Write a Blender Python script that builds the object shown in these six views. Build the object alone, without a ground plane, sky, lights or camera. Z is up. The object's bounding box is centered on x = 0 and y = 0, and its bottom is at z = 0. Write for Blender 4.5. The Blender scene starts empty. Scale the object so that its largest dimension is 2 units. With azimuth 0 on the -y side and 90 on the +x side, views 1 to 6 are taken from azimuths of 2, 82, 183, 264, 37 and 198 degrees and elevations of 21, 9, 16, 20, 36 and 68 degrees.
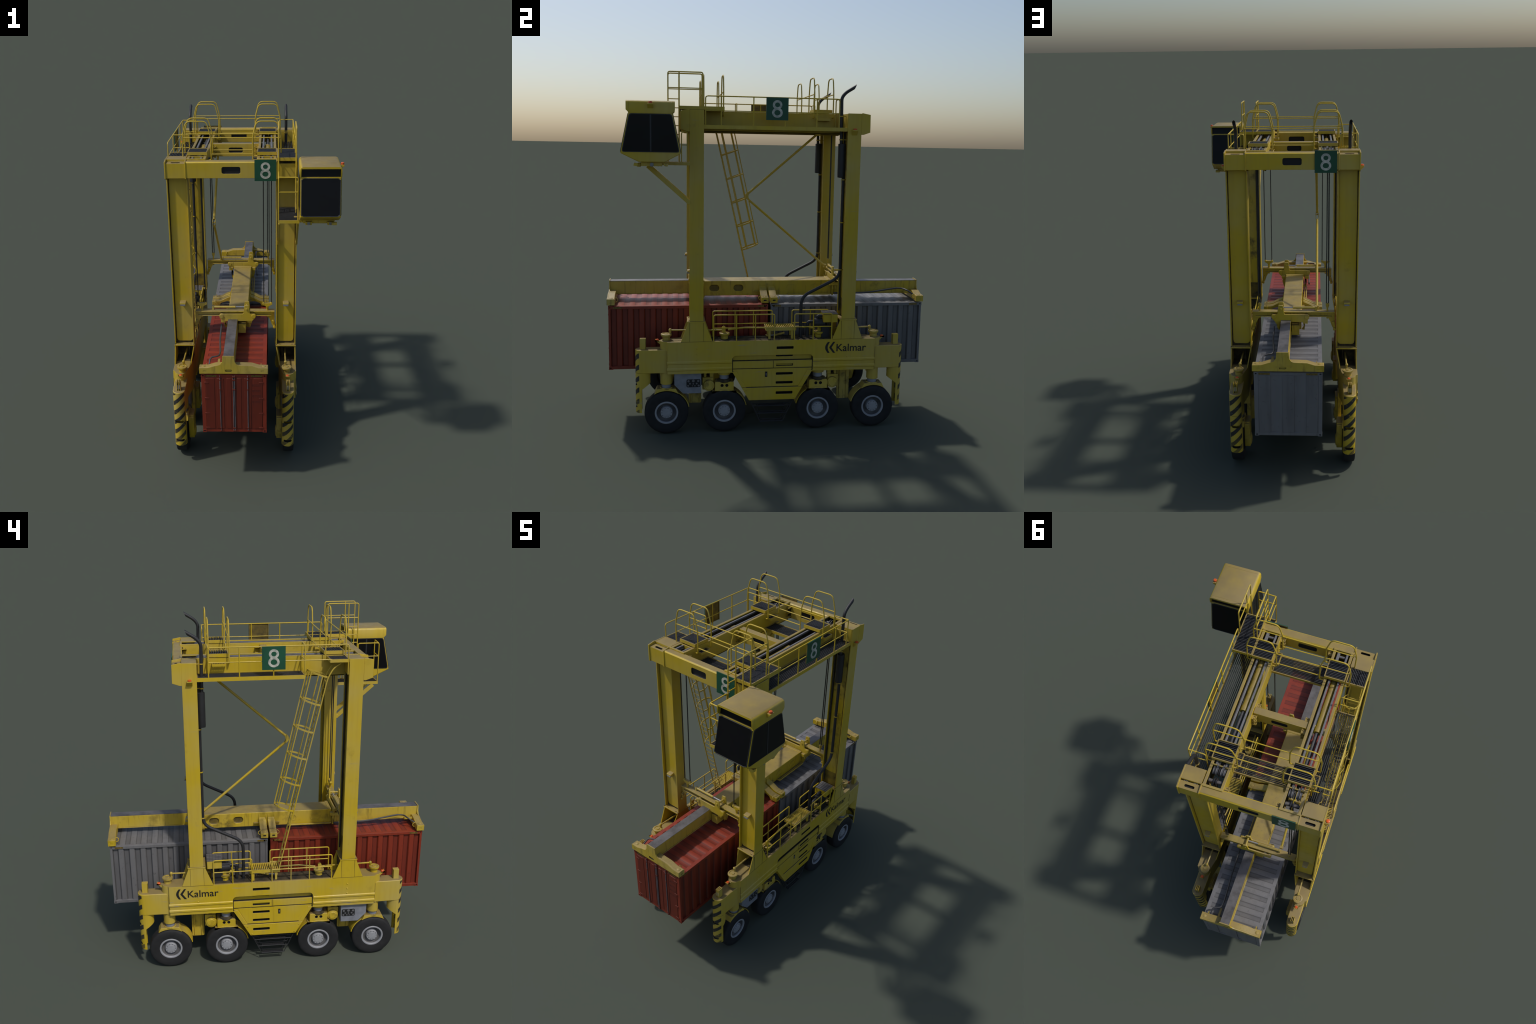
# Straddle carrier lifting two shipping containers: every part is built from
# profiles, tubes and lathes in metres, z up.
import bpy, bmesh, math, random
from math import sin, cos, pi, radians
from mathutils import Vector

random.seed(7)
XC = -0.107      # centre line of the carrier (the cab hangs out to +x)
XS = -0.091      # centre line of the spreader and its containers

# ------------------------------------------------------------------ materials
def nodes_of(name):
    m = bpy.data.materials.new(name)
    m.use_nodes = True
    nt = m.node_tree
    return m, nt, nt.nodes["Principled BSDF"]

class NT:
    """Small helper around a node tree."""
    def __init__(s, nt):
        s.nt = nt
        s.tc = nt.nodes.new("ShaderNodeTexCoord")
    def n(s, kind, **inp):
        node = s.nt.nodes.new(kind)
        for k, v in inp.items():
            key = k.replace("_", " ")
            if isinstance(v, bpy.types.NodeSocket):
                s.nt.links.new(v, node.inputs[key])
            else:
                node.inputs[key].default_value = v
        return node
    def mapped(s, scale):
        mp = s.nt.nodes.new("ShaderNodeMapping")
        mp.inputs["Scale"].default_value = scale
        s.nt.links.new(s.tc.outputs["Object"], mp.inputs["Vector"])
        return mp.outputs["Vector"]
    def noise(s, scale, detail=4, stretch=(1, 1, 1), rough=0.6, dist=0.0):
        return s.n("ShaderNodeTexNoise", Vector=s.mapped(stretch), Scale=scale,
                   Detail=detail, Roughness=rough, Distortion=dist).outputs["Fac"]
    def ramp(s, fac, lo, hi, a=0.0, b=1.0):
        r = s.nt.nodes.new("ShaderNodeMapRange")
        r.clamp = True
        s.nt.links.new(fac, r.inputs["Value"])
        r.inputs["From Min"].default_value = lo
        r.inputs["From Max"].default_value = hi
        r.inputs["To Min"].default_value = a
        r.inputs["To Max"].default_value = b
        return r.outputs["Result"]
    def math(s, op, a, b=0.0, c=0.0):
        m = s.nt.nodes.new("ShaderNodeMath")
        m.operation = op
        for i, v in enumerate((a, b, c)):
            if isinstance(v, bpy.types.NodeSocket):
                s.nt.links.new(v, m.inputs[i])
            else:
                m.inputs[i].default_value = v
        return m.outputs[0]
    def mix(s, fac, a, b):
        m = s.nt.nodes.new("ShaderNodeMix")
        m.data_type = 'RGBA'
        for i, v in ((0, fac), (6, a), (7, b)):
            if isinstance(v, bpy.types.NodeSocket):
                s.nt.links.new(v, m.inputs[i])
            else:
                m.inputs[i].default_value = (*v, 1) if isinstance(v, tuple) and len(v) == 3 else v
        return m.outputs[2]
    def xyz(s):
        x = s.n("ShaderNodeSeparateXYZ", Vector=s.tc.outputs["Object"])
        return x.outputs[0], x.outputs[1], x.outputs[2]
    def up(s):
        g = s.nt.nodes.new("ShaderNodeNewGeometry")
        return s.n("ShaderNodeSeparateXYZ", Vector=g.outputs["Normal"]).outputs[2]
    def bump(s, bsdf, height, strength=0.2, distance=0.002):
        b = s.n("ShaderNodeBump", Strength=strength, Distance=distance, Height=height)
        s.nt.links.new(b.outputs[0], bsdf.inputs["Normal"])

def link(t, sock, bsdf, name):
    t.nt.links.new(sock, bsdf.inputs[name])

YEL = (0.530, 0.372, 0.011)     # clean paint
YEL2 = (0.480, 0.365, 0.085)    # sun-bleached paint
DUST = (0.198, 0.148, 0.070)
GRIME = (0.035, 0.028, 0.016)

def yellow_paint(name, dust=0.85, grime=0.25, scuff=0.15, stripes=0):
    m, nt, bs = nodes_of(name)
    t = NT(nt)
    big = t.ramp(t.noise(2.2, 3), 0.42, 0.68)
    c = t.mix(big, YEL, YEL2)
    # faint vertical rain streaks
    st = t.ramp(t.noise(9, 4, (6, 6, 0.35)), 0.45, 0.72)
    c = t.mix(t.math('MULTIPLY', st, 0.35), c, (0.42, 0.285, 0.030))
    if stripes:
        # black hazard bands that climb across the bumper
        x, y, z = t.xyz()
        sgn = t.math('SIGN', y)
        wob = t.math('MULTIPLY', t.math('SUBTRACT', t.noise(9, 2), 0.5), 0.004)
        ph = t.math('ADD', z, t.math('MULTIPLY', t.math('MULTIPLY', x, sgn), 1.0))
        ph = t.math('ADD', ph, wob)
        fr = t.math('FRACT', t.math('DIVIDE', ph, 0.0655))
        band = t.math('MULTIPLY', t.ramp(fr, 0.03, 0.07), t.ramp(fr, 0.48, 0.52, 1, 0))
        edge = t.ramp(t.math('ABSOLUTE', y), 0.7455, 0.7475)
        low = t.ramp(z, 0.478, 0.484, 1, 0)
        chip = t.ramp(t.noise(60, 6), 0.30, 0.36)
        wear = t.ramp(z, 0.14, 0.24, 0.75, 1)
        band = t.math('MULTIPLY', t.math('MULTIPLY', band, edge), t.math('MULTIPLY', low, chip))
        c = t.mix(t.math('MULTIPLY', band, wear), c, (0.022, 0.022, 0.022))
    # grey scuffs, long in y
    sc = t.ramp(t.noise(7, 5, (4, 1.1, 9)), 0.64, 0.72)
    c = t.mix(t.math('MULTIPLY', sc, scuff), c, (0.27, 0.255, 0.245))
    # grime blotches
    gr = t.math('MULTIPLY', t.ramp(t.noise(16, 6), 0.60 - 0.09 * (grime > 0.5), 0.74 - 0.06 * (grime > 0.5)),
                t.ramp(t.noise(3.1, 2), 0.45 - 0.08 * (grime > 0.5), 0.62))
    if grime > 0.5:      # oily runs
        run = t.ramp(t.noise(13, 5, (5, 5, 0.5)), 0.56, 0.68)
        gr = t.math('MAXIMUM', gr, t.math('MULTIPLY', run, 0.55))
    c = t.mix(t.math('MULTIPLY', gr, grime), c, GRIME)
    # settled dust on level tops
    du = t.math('MULTIPLY', t.ramp(t.up(), 0.72, 0.95), t.ramp(t.noise(11, 4), 0.25, 0.6, 0.75, 1))
    c = t.mix(t.math('MULTIPLY', du, dust), c, DUST)
    link(t, c, bs, "Base Color")
    rg = t.ramp(t.noise(20, 3), 0.3, 0.7, 0.42, 0.62)
    link(t, rg, bs, "Roughness")
    t.bump(bs, t.noise(60, 3), 0.08, 0.001)
    return m

def plain(name, col, rough=0.5, metal=0.0, var=0.25, scale=14, col2=None, spec=0.5):
    m, nt, bs = nodes_of(name)
    t = NT(nt)
    c2 = col2 or tuple(v * (1 - var) for v in col)
    c = t.mix(t.ramp(t.noise(scale, 4), 0.35, 0.7), col, c2)
    link(t, c, bs, "Base Color")
    bs.inputs["Roughness"].default_value = rough
    bs.inputs["Metallic"].default_value = metal
    bs.inputs["Specular IOR Level"].default_value = spec
    return m

M = {}
M['yellow'] = yellow_paint("yellow_paint")
M['dirty'] = yellow_paint("dirty_yellow_paint", dust=0.7, grime=0.85, scuff=0.1)
M['spreader'] = yellow_paint("spreader_paint", dust=0.75, grime=0.7, scuff=0.1)
M['hull'] = yellow_paint("sill_paint", dust=0.9, grime=0.15, scuff=0.55, stripes=1)
M['rub'] = yellow_paint('rubbed_paint', dust=0.0, grime=0.1, scuff=0.9)
M['rail'] = yellow_paint("rail_paint", dust=0.0, grime=0.1, scuff=0.0)
M['dark'] = plain("dark_recess", (0.008, 0.008, 0.009), 0.7, var=0.3)
M['signback'] = plain('sign_back_paint', (0.20, 0.14, 0.018), 0.7, scale=13, col2=(0.018, 0.014, 0.008))
M['oily'] = plain('oily_paint', (0.24, 0.165, 0.012), 0.7, scale=17, col2=(0.012, 0.010, 0.006))
M['grime'] = plain("black_grime_shade", (0.016, 0.013, 0.009), 0.85, var=0.5, scale=40, col2=(0.09, 0.065, 0.022))  # real grime; also painted shade in recesses and gaps
M['deck'] = plain("grimy_deck", (0.014, 0.011, 0.008), 0.9, scale=26, col2=(0.075, 0.055, 0.024))
M['lid'] = plain("lid_steel", (0.13, 0.125, 0.125), 0.55, var=0.4, scale=30)
M['rubber'] = plain("tyre_rubber", (0.022, 0.022, 0.023), 0.75, var=0.3, scale=30, spec=0.3)
M['rim'] = plain("rim_steel", (0.33, 0.335, 0.355), 0.45, var=0.2, scale=30)
M['dish'] = plain("rim_dish", (0.115, 0.113, 0.115), 0.5, var=0.4, scale=25)
M['glass'] = plain("dark_glass", (0.006, 0.006, 0.007), 0.28, var=0.2, spec=0.18)
M['gasket'] = plain("window_gasket", (0.022, 0.023, 0.026), 0.5)
M['grate'] = plain("grating_steel", (0.026, 0.027, 0.031), 0.6, var=0.4, scale=50)
M['pipe'] = plain("exhaust_black", (0.022, 0.022, 0.024), 0.55, var=0.3)
M['hose'] = plain("hose_rubber", (0.060, 0.060, 0.065), 0.55, var=0.3)
M['rope'] = plain("steel_rope", (0.022, 0.022, 0.022), 0.6)
M['steel'] = plain("grey_steel", (0.165, 0.163, 0.170), 0.5, var=0.35, scale=20)
M['worn'] = plain("worn_slide_steel", (0.125, 0.118, 0.118), 0.5, scale=18, col2=(0.055, 0.050, 0.048))
M['chrome'] = plain("chrome_rod", (0.30, 0.31, 0.35), 0.42, metal=0.2, var=0.2)
M['box'] = plain("cabinet_grey", (0.24, 0.25, 0.28), 0.5, var=0.3, scale=20)
M['beacon'] = plain("beacon_lens", (0.62, 0.095, 0.012), 0.4, var=0.1)
M['lens'] = plain("lamp_glass", (0.25, 0.26, 0.28), 0.3, var=0.3, scale=60)
M['green'] = plain("sign_green", (0.008, 0.080, 0.038), 0.5, var=0.3, scale=9)
M['white'] = plain("numeral_white", (0.60, 0.58, 0.50), 0.6, scale=55, col2=(0.24, 0.27, 0.23))
M['ink'] = plain("black_lettering", (0.010, 0.010, 0.010), 0.6, var=0.1)
M['mark'] = plain('faded_marking', (0.085, 0.013, 0.008), 0.6)
M['tag'] = plain("hazard_label", (0.22, 0.145, 0.015), 0.6, scale=160, col2=(0.03, 0.022, 0.008))

def container_paint(name, a, b, streak_shade, dirt_shade, start=0.0, pitch=0.0):
    """Weathered paint; with a pitch, baked shade is painted into the corrugation grooves."""
    m, nt, bs = nodes_of(name)
    t = NT(nt)
    c = t.mix(t.ramp(t.noise(3, 3), 0.35, 0.65), a, b)
    c = t.mix(t.math('MULTIPLY', t.ramp(t.noise(14, 4, (2, 2, 0.25)), 0.48, 0.72), 0.5), c, streak_shade)
    if pitch:
        x, y, z = t.xyz()
        fr = t.math('FRACT', t.math('DIVIDE', t.math('SUBTRACT', t.math('ABSOLUTE', y), start), pitch))
        g = t.math('MULTIPLY', t.ramp(fr, 0.49, 0.53), t.ramp(fr, 0.96, 0.99, 1, 0))  # groove mask: paints the corrugation's baked shade
        e = t.math('ADD', t.math('MULTIPLY', t.ramp(fr, 0.47, 0.50), t.ramp(fr, 0.56, 0.60, 1, 0)),
                   t.math('MULTIPLY', t.ramp(fr, 0.90, 0.93), t.ramp(fr, 0.98, 1.0, 1, 0)))
        g = t.math('MULTIPLY', g, t.ramp(t.noise(9, 4, (1, 1, 0.4)), 0.3, 0.7, 0.35, 0.9))
        c = t.mix(g, c, streak_shade)
        c = t.mix(t.math('MULTIPLY', e, 0.55), c, dirt_shade)
    c = t.mix(t.math('MULTIPLY', t.ramp(t.noise(40, 5), 0.62, 0.72), 0.5), c, dirt_shade)
    link(t, c, bs, "Base Color")
    bs.inputs["Roughness"].default_value = 0.5
    return m
RED = ((0.245, 0.030, 0.011), (0.20, 0.025, 0.010), (0.135, 0.018, 0.009), (0.060, 0.012, 0.008))
GREY = ((0.165, 0.163, 0.168), (0.138, 0.136, 0.141), (0.092, 0.090, 0.094), (0.045, 0.043, 0.044))
for key, cols in (('red', RED), ('grey', GREY)):
    M[key] = container_paint(key + "_container_paint", *cols)
    M[key + '_door'] = container_paint(key + "_door_paint", *[tuple(v * 0.62 for v in q) for q in cols])  # container colours darkened for the doors, baked shade included
    M[key + '_panel'] = container_paint(key + "_panel_paint", *[tuple(v * 0.9 for v in q) for q in cols])  # slightly darker copy for the added end bands
    M[key + '_wall'] = container_paint(key + "_wall_paint", *cols, 0.0225, (0.909 - 0.0225) / 14)
    M[key + '_roof'] = container_paint(key + "_roof_paint", *cols, 0.0305, (0.901 - 0.0305) / 14)

# ------------------------------------------------------------------ geometry
class B:
    """Collects simple solids.  sx/sy mirror carrier coordinates:
    X is measured from the carrier's centre line when sx is given."""
    skin_on = False
    def __init__(s, sx=None, sy=1, cx=XC):
        s.bm = bmesh.new()
        s.sx, s.sy, s.cx = sx, sy, cx
        s.skin = B.skin_on      # the sill's outer skin stands proud of the bumper blocks
    def P(s, p):
        x, y, z = p
        if s.skin and x > 0.3584:
            x += 0.0095
        if s.sx is not None:
            x = s.cx + s.sx * x
        return (x, s.sy * y, z)
    def v(s, p):
        return s.bm.verts.new(s.P(p))
    def f(s, vs):
        try:
            return s.bm.faces.new(vs)
        except ValueError:
            return None
    def box(s, x0, x1, y0, y1, z0, z1):
        return s.prism([(x0, y0), (x1, y0), (x1, y1), (x0, y1)], 'z', z0, z1)
    def prism(s, pts, axis, a, b, pts_b=None):
        put = {'x': lambda p, h: (h, p[0], p[1]), 'y': lambda p, h: (p[0], h, p[1]),
               'z': lambda p, h: (p[0], p[1], h)}[axis]
        A = [s.v(put(p, a)) for p in pts]
        C = [s.v(put(p, b)) for p in (pts_b or pts)]
        n = len(pts)
        s.f(A[::-1]); s.f(C)
        for i in range(n):
            s.f([A[i], A[(i + 1) % n], C[(i + 1) % n], C[i]])
        return s
    def ring(s, outer, inner, axis, a, b):
        """Flat frame between two outlines with equal point counts."""
        put = {'x': lambda p, h: (h, p[0], p[1]), 'y': lambda p, h: (p[0], h, p[1]),
               'z': lambda p, h: (p[0], p[1], h)}[axis]
        o0, i0, o1, i1 = ([s.v(put(p, h)) for p in q] for q, h in ((outer, a), (inner, a), (outer, b), (inner, b)))
        n = len(outer)
        for k in range(n):
            j = (k + 1) % n
            s.f([o0[k], o0[j], i0[j], i0[k]]); s.f([o1[k], i1[k], i1[j], o1[j]])
            s.f([o0[k], o1[k], o1[j], o0[j]]); s.f([i0[k], i0[j], i1[j], i1[k]])
        return s
    def cyl(s, p, q, r, r2=None, n=16):
        return s.tube([p, q], r, n, r_end=r2)
    def tube(s, pts, r, n=8, fillet=0.0, r_end=None, closed=False, seg=5):
        pts = [Vector(p) for p in pts]
        if fillet and len(pts) > 2:
            out = [pts[0]]
            for i in range(1, len(pts) - 1):
                a, b, c = pts[i - 1], pts[i], pts[i + 1]
                u, w = (a - b), (c - b)
                d = min(fillet, u.length * 0.48, w.length * 0.48)
                p0, p1 = b + u.normalized() * d, b + w.normalized() * d
                for k in range(seg + 1):
                    t = k / seg
                    out.append(p0 * (1 - t) ** 2 + b * 2 * t * (1 - t) + p1 * t * t)
            out.append(pts[-1])
            pts = out
        m = len(pts)
        rings, prev = [], None
        for i, p in enumerate(pts):
            if closed:
                d = (pts[(i + 1) % m] - pts[i - 1]).normalized()
            elif i == 0:
                d = (pts[1] - p).normalized()
            elif i == m - 1:
                d = (p - pts[i - 1]).normalized()
            else:
                d = ((pts[i + 1] - p).normalized() + (p - pts[i - 1]).normalized()).normalized()
            if prev is None:
                ref = Vector((0, 0, 1)) if abs(d.z) < 0.9 else Vector((1, 0, 0))
                e = d.cross(ref).normalized()
            else:
                e = (prev - d * prev.dot(d)).normalized()
            prev = e
            g = d.cross(e)
            rr = r if r_end is None else r + (r_end - r) * i / (m - 1)
            rings.append([s.v(p + (e * cos(2 * pi * k / n) + g * sin(2 * pi * k / n)) * rr) for k in range(n)])
        last = m if closed else m - 1
        for i in range(last):
            a, b = rings[i], rings[(i + 1) % m]
            for k in range(n):
                s.f([a[k], a[(k + 1) % n], b[(k + 1) % n], b[k]])
        if not closed:
            s.f(rings[0][::-1]); s.f(rings[-1])
        return s
    def lathe(s, prof, o, axis='z', n=24, loop=False):
        """prof: (radius, height) pairs around an axis through o."""
        rings = []
        for r, h in prof:
            row = []
            for k in range(n):
                a, b = r * cos(2 * pi * k / n), r * sin(2 * pi * k / n)
                q = {'z': (a, b, h), 'x': (h, a, b), 'y': (a, h, b)}[axis]
                row.append(s.v((o[0] + q[0], o[1] + q[1], o[2] + q[2])))
            rings.append(row)
        for a, b in zip(rings, rings[1:] + ([rings[0]] if loop else [])):
            for k in range(n):
                s.f([a[k], a[(k + 1) % n], b[(k + 1) % n], b[k]])
        if not loop:
            s.f(rings[0][::-1]); s.f(rings[-1])
        return s

def rrect(cx, cy, w, h, r, n=5):
    """Rounded rectangle outline."""
    r = min(r, w / 2 - 1e-5, h / 2 - 1e-5)
    out = []
    for sx, sy, a0 in ((1, 1, 0), (-1, 1, 90), (-1, -1, 180), (1, -1, 270)):
        for k in range(n + 1):
            a = radians(a0 + 90 * k / n)
            out.append((cx + sx * (w / 2 - r) + r * cos(a), cy + sy * (h / 2 - r) + r * sin(a)))
    return out

def rounded(poly, r, n=4):
    """Polygon with rounded corners."""
    out, m = [], len(poly)
    for i in range(m):
        a, b, c = Vector(poly[i - 1]), Vector(poly[i]), Vector(poly[(i + 1) % m])
        u, w = a - b, c - b
        d = min(r, u.length * 0.45, w.length * 0.45)
        p0, p1 = b + u.normalized() * d, b + w.normalized() * d
        for k in range(n + 1):
            t = k / n
            q = p0 * (1 - t) ** 2 + b * 2 * t * (1 - t) + p1 * t * t
            out.append((q.x, q.y))
    return out

def inset(poly, d):
    """Moves a counter-clockwise or clockwise outline inwards by about d."""
    c = Vector((0, 0))
    for p in poly:
        c += Vector(p) / len(poly)
    out = []
    for p in poly:
        q = Vector(p) - c
        out.append(tuple(c + q * (1 - d / max(q.length, 1e-6))))
    return out

def make(name, b, mat, parent=None, bevel=0.0, angle=32, seg=2, kind=None, cut=None):
    bm = b.bm
    bmesh.ops.recalc_face_normals(bm, faces=bm.faces)
    me = bpy.data.meshes.new(name)
    bm.to_mesh(me)
    bm.free()
    me.materials.append(M[mat] if isinstance(mat, str) else mat)
    ob = bpy.data.objects.new(name, me)
    bpy.context.collection.objects.link(ob)
    if parent:
        ob.parent = parent
    for cut in (cut if isinstance(cut, list) else [cut] if cut is not None else []):
        # pockets: the cutter lends its dark material to the cut faces
        if isinstance(cut, tuple):
            cut, cut_mat = cut
        else:
            cut_mat = 'dark'
        cm = bpy.data.meshes.new("cutter")
        bmesh.ops.recalc_face_normals(cut.bm, faces=cut.bm.faces)
        cut.bm.to_mesh(cm)
        cut.bm.free()
        cm.materials.append(M[cut_mat])
        co = bpy.data.objects.new("cutter", cm)
        bpy.context.collection.objects.link(co)
        md = ob.modifiers.new("pockets", 'BOOLEAN')
        md.object = co
        md.operation = 'DIFFERENCE'
        md.solver = 'EXACT'
        md.use_self = True
        md.material_mode = 'TRANSFER'
        dg = bpy.context.evaluated_depsgraph_get()
        new = bpy.data.meshes.new_from_object(ob.evaluated_get(dg))
        ob.modifiers.clear()
        ob.data = new
        bpy.data.meshes.remove(me)
        new.name = name
        bpy.data.objects.remove(co)
        bpy.data.meshes.remove(cm)
        me = new
    if bevel:
        md = ob.modifiers.new("edge_rounding", 'BEVEL')
        md.width = bevel
        md.segments = seg
        md.limit_method = 'ANGLE'
        md.angle_limit = radians(40)
    me.shade_smooth()
    me.set_sharp_from_angle(angle=radians(angle))
    if kind:
        ob["kind"] = kind
    return ob

def empty(name, parent=None):
    e = bpy.data.objects.new(name, None)
    bpy.context.collection.objects.link(e)
    e.parent = parent
    return e

def again(ob, loc=(0, 0, 0), rot=(0, 0, 0), scale=(1, 1, 1), parent=None):
    """Another copy that shares the mesh."""
    c = ob.copy()
    c.location, c.rotation_euler, c.scale = loc, rot, scale
    c.parent = parent or ob.parent
    bpy.context.collection.objects.link(c)
    return c

def mesh_text(body, size, extrude):
    cu = bpy.data.curves.new("lettering", 'FONT')
    cu.body, cu.size, cu.extrude = body, size, extrude
    cu.offset = 0.0007
    ob = bpy.data.objects.new("lettering", cu)
    bpy.context.collection.objects.link(ob)
    me = bpy.data.meshes.new_from_object(ob.evaluated_get(bpy.context.evaluated_depsgraph_get()))
    bpy.data.objects.remove(ob)
    bpy.data.curves.remove(cu)
    return me

root = empty("straddle_carrier")
root["label"] = "yellow eight-wheeled straddle carrier with high cab and spreader"
root["category"] = "port vehicle"

def grating(name, x0, x1, y0, y1, z, along, frame=0.018, mat='grate', fmat='yellow', step=0.0088, parent=root, cross=0.03, lip=0.005, dark_back=False):
    """Framed bar grating whose bars run along one axis."""
    f = B()
    f.box(x0, x1, y0, y0 + lip, z - frame, z); f.box(x0, x1, y1 - lip, y1, z - frame, z)
    f.box(x0, x0 + lip, y0 + lip, y1 - lip, z - frame, z); f.box(x1 - lip, x1, y0 + lip, y1 - lip, z - frame, z)
    fr = make(name, f, fmat, parent)
    g = B()
    a0, a1 = x0 + lip * .5, x1 - lip * .5
    b0, b1 = y0 + lip * .5, y1 - lip * .5
    h, w = 0.006, 0.0021
    zt = z - 0.0015
    if along == 'x':
        n = max(2, round((b1 - b0) / step))
        for i in range(1, n):
            y = b0 + (b1 - b0) * i / n
            g.box(a0, a1, y - w, y + w, zt - h, zt)
        n = max(1, round((a1 - a0) / cross))
        for i in range(1, n):
            x = a0 + (a1 - a0) * i / n
            g.box(x - w * .6, x + w * .6, b0, b1, zt - h - 0.001, zt - 0.002)
    else:
        n = max(2, round((a1 - a0) / step))
        for i in range(1, n):
            x = a0 + (a1 - a0) * i / n
            g.box(x - w, x + w, b0, b1, zt - h, zt)
        n = max(1, round((b1 - b0) / cross))
        for i in range(1, n):
            y = b0 + (b1 - b0) * i / n
            g.box(a0, a1, y - w * .6, y + w * .6, zt - h - 0.001, zt - 0.002)
    make("grating_bar", g, mat, fr, kind="stuff")
    if dark_back:
        p = B()
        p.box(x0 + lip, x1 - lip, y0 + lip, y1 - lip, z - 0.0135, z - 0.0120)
        make("platform_dark_back", p, 'dark', fr)  # dark plate added so the gaps between bars stay black
    return fr

# ================================================================== lower frame
def side_sill(s):
    """Long box over the four wheels of one side, with rounded bumper ends."""
    b = B(s)
    b.box(0.267, 0.360, -0.345, 0.345, 0.353, 0.5365)
    for e in (1, -1):
        b.sy = e
        plan = [(0.267, 0.345), (0.267, 0.505), (0.287, 0.597)]
        c, r = 0.3225, 0.0345
        arc = [(c - r * cos(a), 0.597 + r * sin(a)) for a in [pi * k / 12 for k in range(13)]]
        b.prism(plan + arc[1:] + [(0.360, 0.590), (0.360, 0.345)], 'z', 0.353, 0.5365)
    b.sy = 1
    sill = make("side_sill", b, 'hull', root, bevel=0.003, cut=[hatch_recess(s), slots(s, 1)])
    for e in (1, -1):
        # bumper block beyond the outer wheels
        b = B(s, e)
        c, r = 0.3190, 0.0355
        arc = [(c + r * cos(a), 0.7325 + r * sin(a)) for a in [pi * k / 16 for k in range(17)]]
        b.prism([(c - r, 0.585)] + arc[::-1] + [(c + r + .0025, 0.594), (c + r + .0025, 0.585)], 'z', 0.3555, 0.489)
        make("bumper_block", b, 'hull', sill, bevel=0.003)
        b = B(s, e)
        arcs = [pi * k / 16 for k in range(17)]
        c, r = 0.3190, 0.0353
        out = [(c + r * cos(a), 0.733 + r * sin(a)) for a in arcs]
        inn = [(c + (r - 0.005) * cos(a), 0.733 + (r - 0.005) * sin(a)) for a in arcs]
        cc = B(s, e)
        for z in (0.292, 0.163):
            cc.prism(rrect(c, z, 0.048, 0.015, 0.0075), 'y', 0.70, 0.80)
        b.prism(out + inn[::-1], 'z', 0.1265, 0.3560)
        make("bumper_post", b, 'hull', sill, bevel=0.0012, cut=cc)
        b = B(s, e)   # obliquely cut tube behind the post
        back = [(c + r * cos(a), 0.7335 + r * 1.35 * sin(a)) for a in [-pi * k / 12 for k in range(13)]]
        lo = [b.v((x, y, 0.262 + (0.7335 - y) * 0.66)) for x, y in back]
        hi = [b.v((x, y, 0.3565)) for x, y in back]
        for i in range(13):
            j = (i + 1) % 13
            b.f([lo[i], lo[j], hi[j], hi[i]])
        b.f(lo); b.f(hi)
        make("bumper_gusset", b, 'yellow', sill)
        b = B(s, e)   # mast socket with lashing plates on the bumper block
        for k in (-1, 0, 1):
            b.box(0.3190 + k * 0.0095 - 0.002, 0.3190 + k * 0.0095 + 0.002, 0.709, 0.743, 0.488, 0.549)
        b.box(0.3075, 0.3305, 0.709, 0.713, 0.488, 0.547)
        br = make("lashing_bracket", b, 'yellow', sill, bevel=0.0012)
        b = B(s, e)
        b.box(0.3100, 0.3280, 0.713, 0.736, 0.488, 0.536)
        make("bracket_gap_fill", b, 'grime', br)  # dark box added between the plates to darken their gaps
        b = B(s, e)
        b.box(0.3115, 0.3265, 0.738, 0.741, 0.500, 0.525)
        make("bracket_lamp", b, 'lens', sill)
        # steering head on top of the outer struts
        for y, top in ((0.597, 0), (0.271, 1)):
            b = B(s, e)
            b.lathe([(0.021, 0.520 if top else 0.535), (0.021, 0.555), (0.026, 0.558), (0.030, 0.563), (0.030, 0.571), (0.021, 0.573), (0.020, 0.570), (0.012, 0.570), (0.011, 0.574), (0.0, 0.574)], (0.312, y, 0), n=24)
            make("steering_head", b, 'dirty', sill)
            b = B(s, e)
            if top:
                b.prism(rrect(y + 0.004, 0.590, 0.020, 0.040, 0.010), 'x', 0.309, 0.319)
            else:
                b.lathe([(0.006, 0.570), (0.006, 0.582), (0.0085, 0.586), (0.0085, 0.594), (0.004, 0.600), (0, 0.600)], (0.306, y - 0.022, 0), n=12)
            make("steering_lever", b, 'dirty', sill, bevel=0.001)
        b = B(s, e)
        b.tube([(0.306, 0.575, 0.590), (0.303, 0.275, 0.584)], 0.0048)
        b.tube([(0.311, 0.25, 0.588), (0.300, 0.155, 0.596), (0.300, 0.02, 0.592)], 0.0050)
        make("tie_rod", b, 'dirty', sill)
        # warning lamp on a wedge bracket
        b = B(s, e)
        b.prism([(0.628, 0.512), (0.630, 0.533), (0.658, 0.533), (0.658, 0.5405)], 'x', 0.304, 0.330)
        lamp = make("beacon_bracket", b, 'yellow', sill, bevel=0.001)
        b = B(s, e)
        b.lathe([(0.0095, 0.533), (0.0095, 0.539), (0.006, 0.543), (0, 0.543)], (0.317, 0.647, 0), n=16)
        make("beacon", b, 'beacon', lamp)
        b = B(s, e)
        b.box(0.3590, 0.3606, 0.5940, 0.5950, 0.356, 0.488)
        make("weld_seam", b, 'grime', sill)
        # two worn rubbing rails along the sill
        b = B(s, e)
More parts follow.
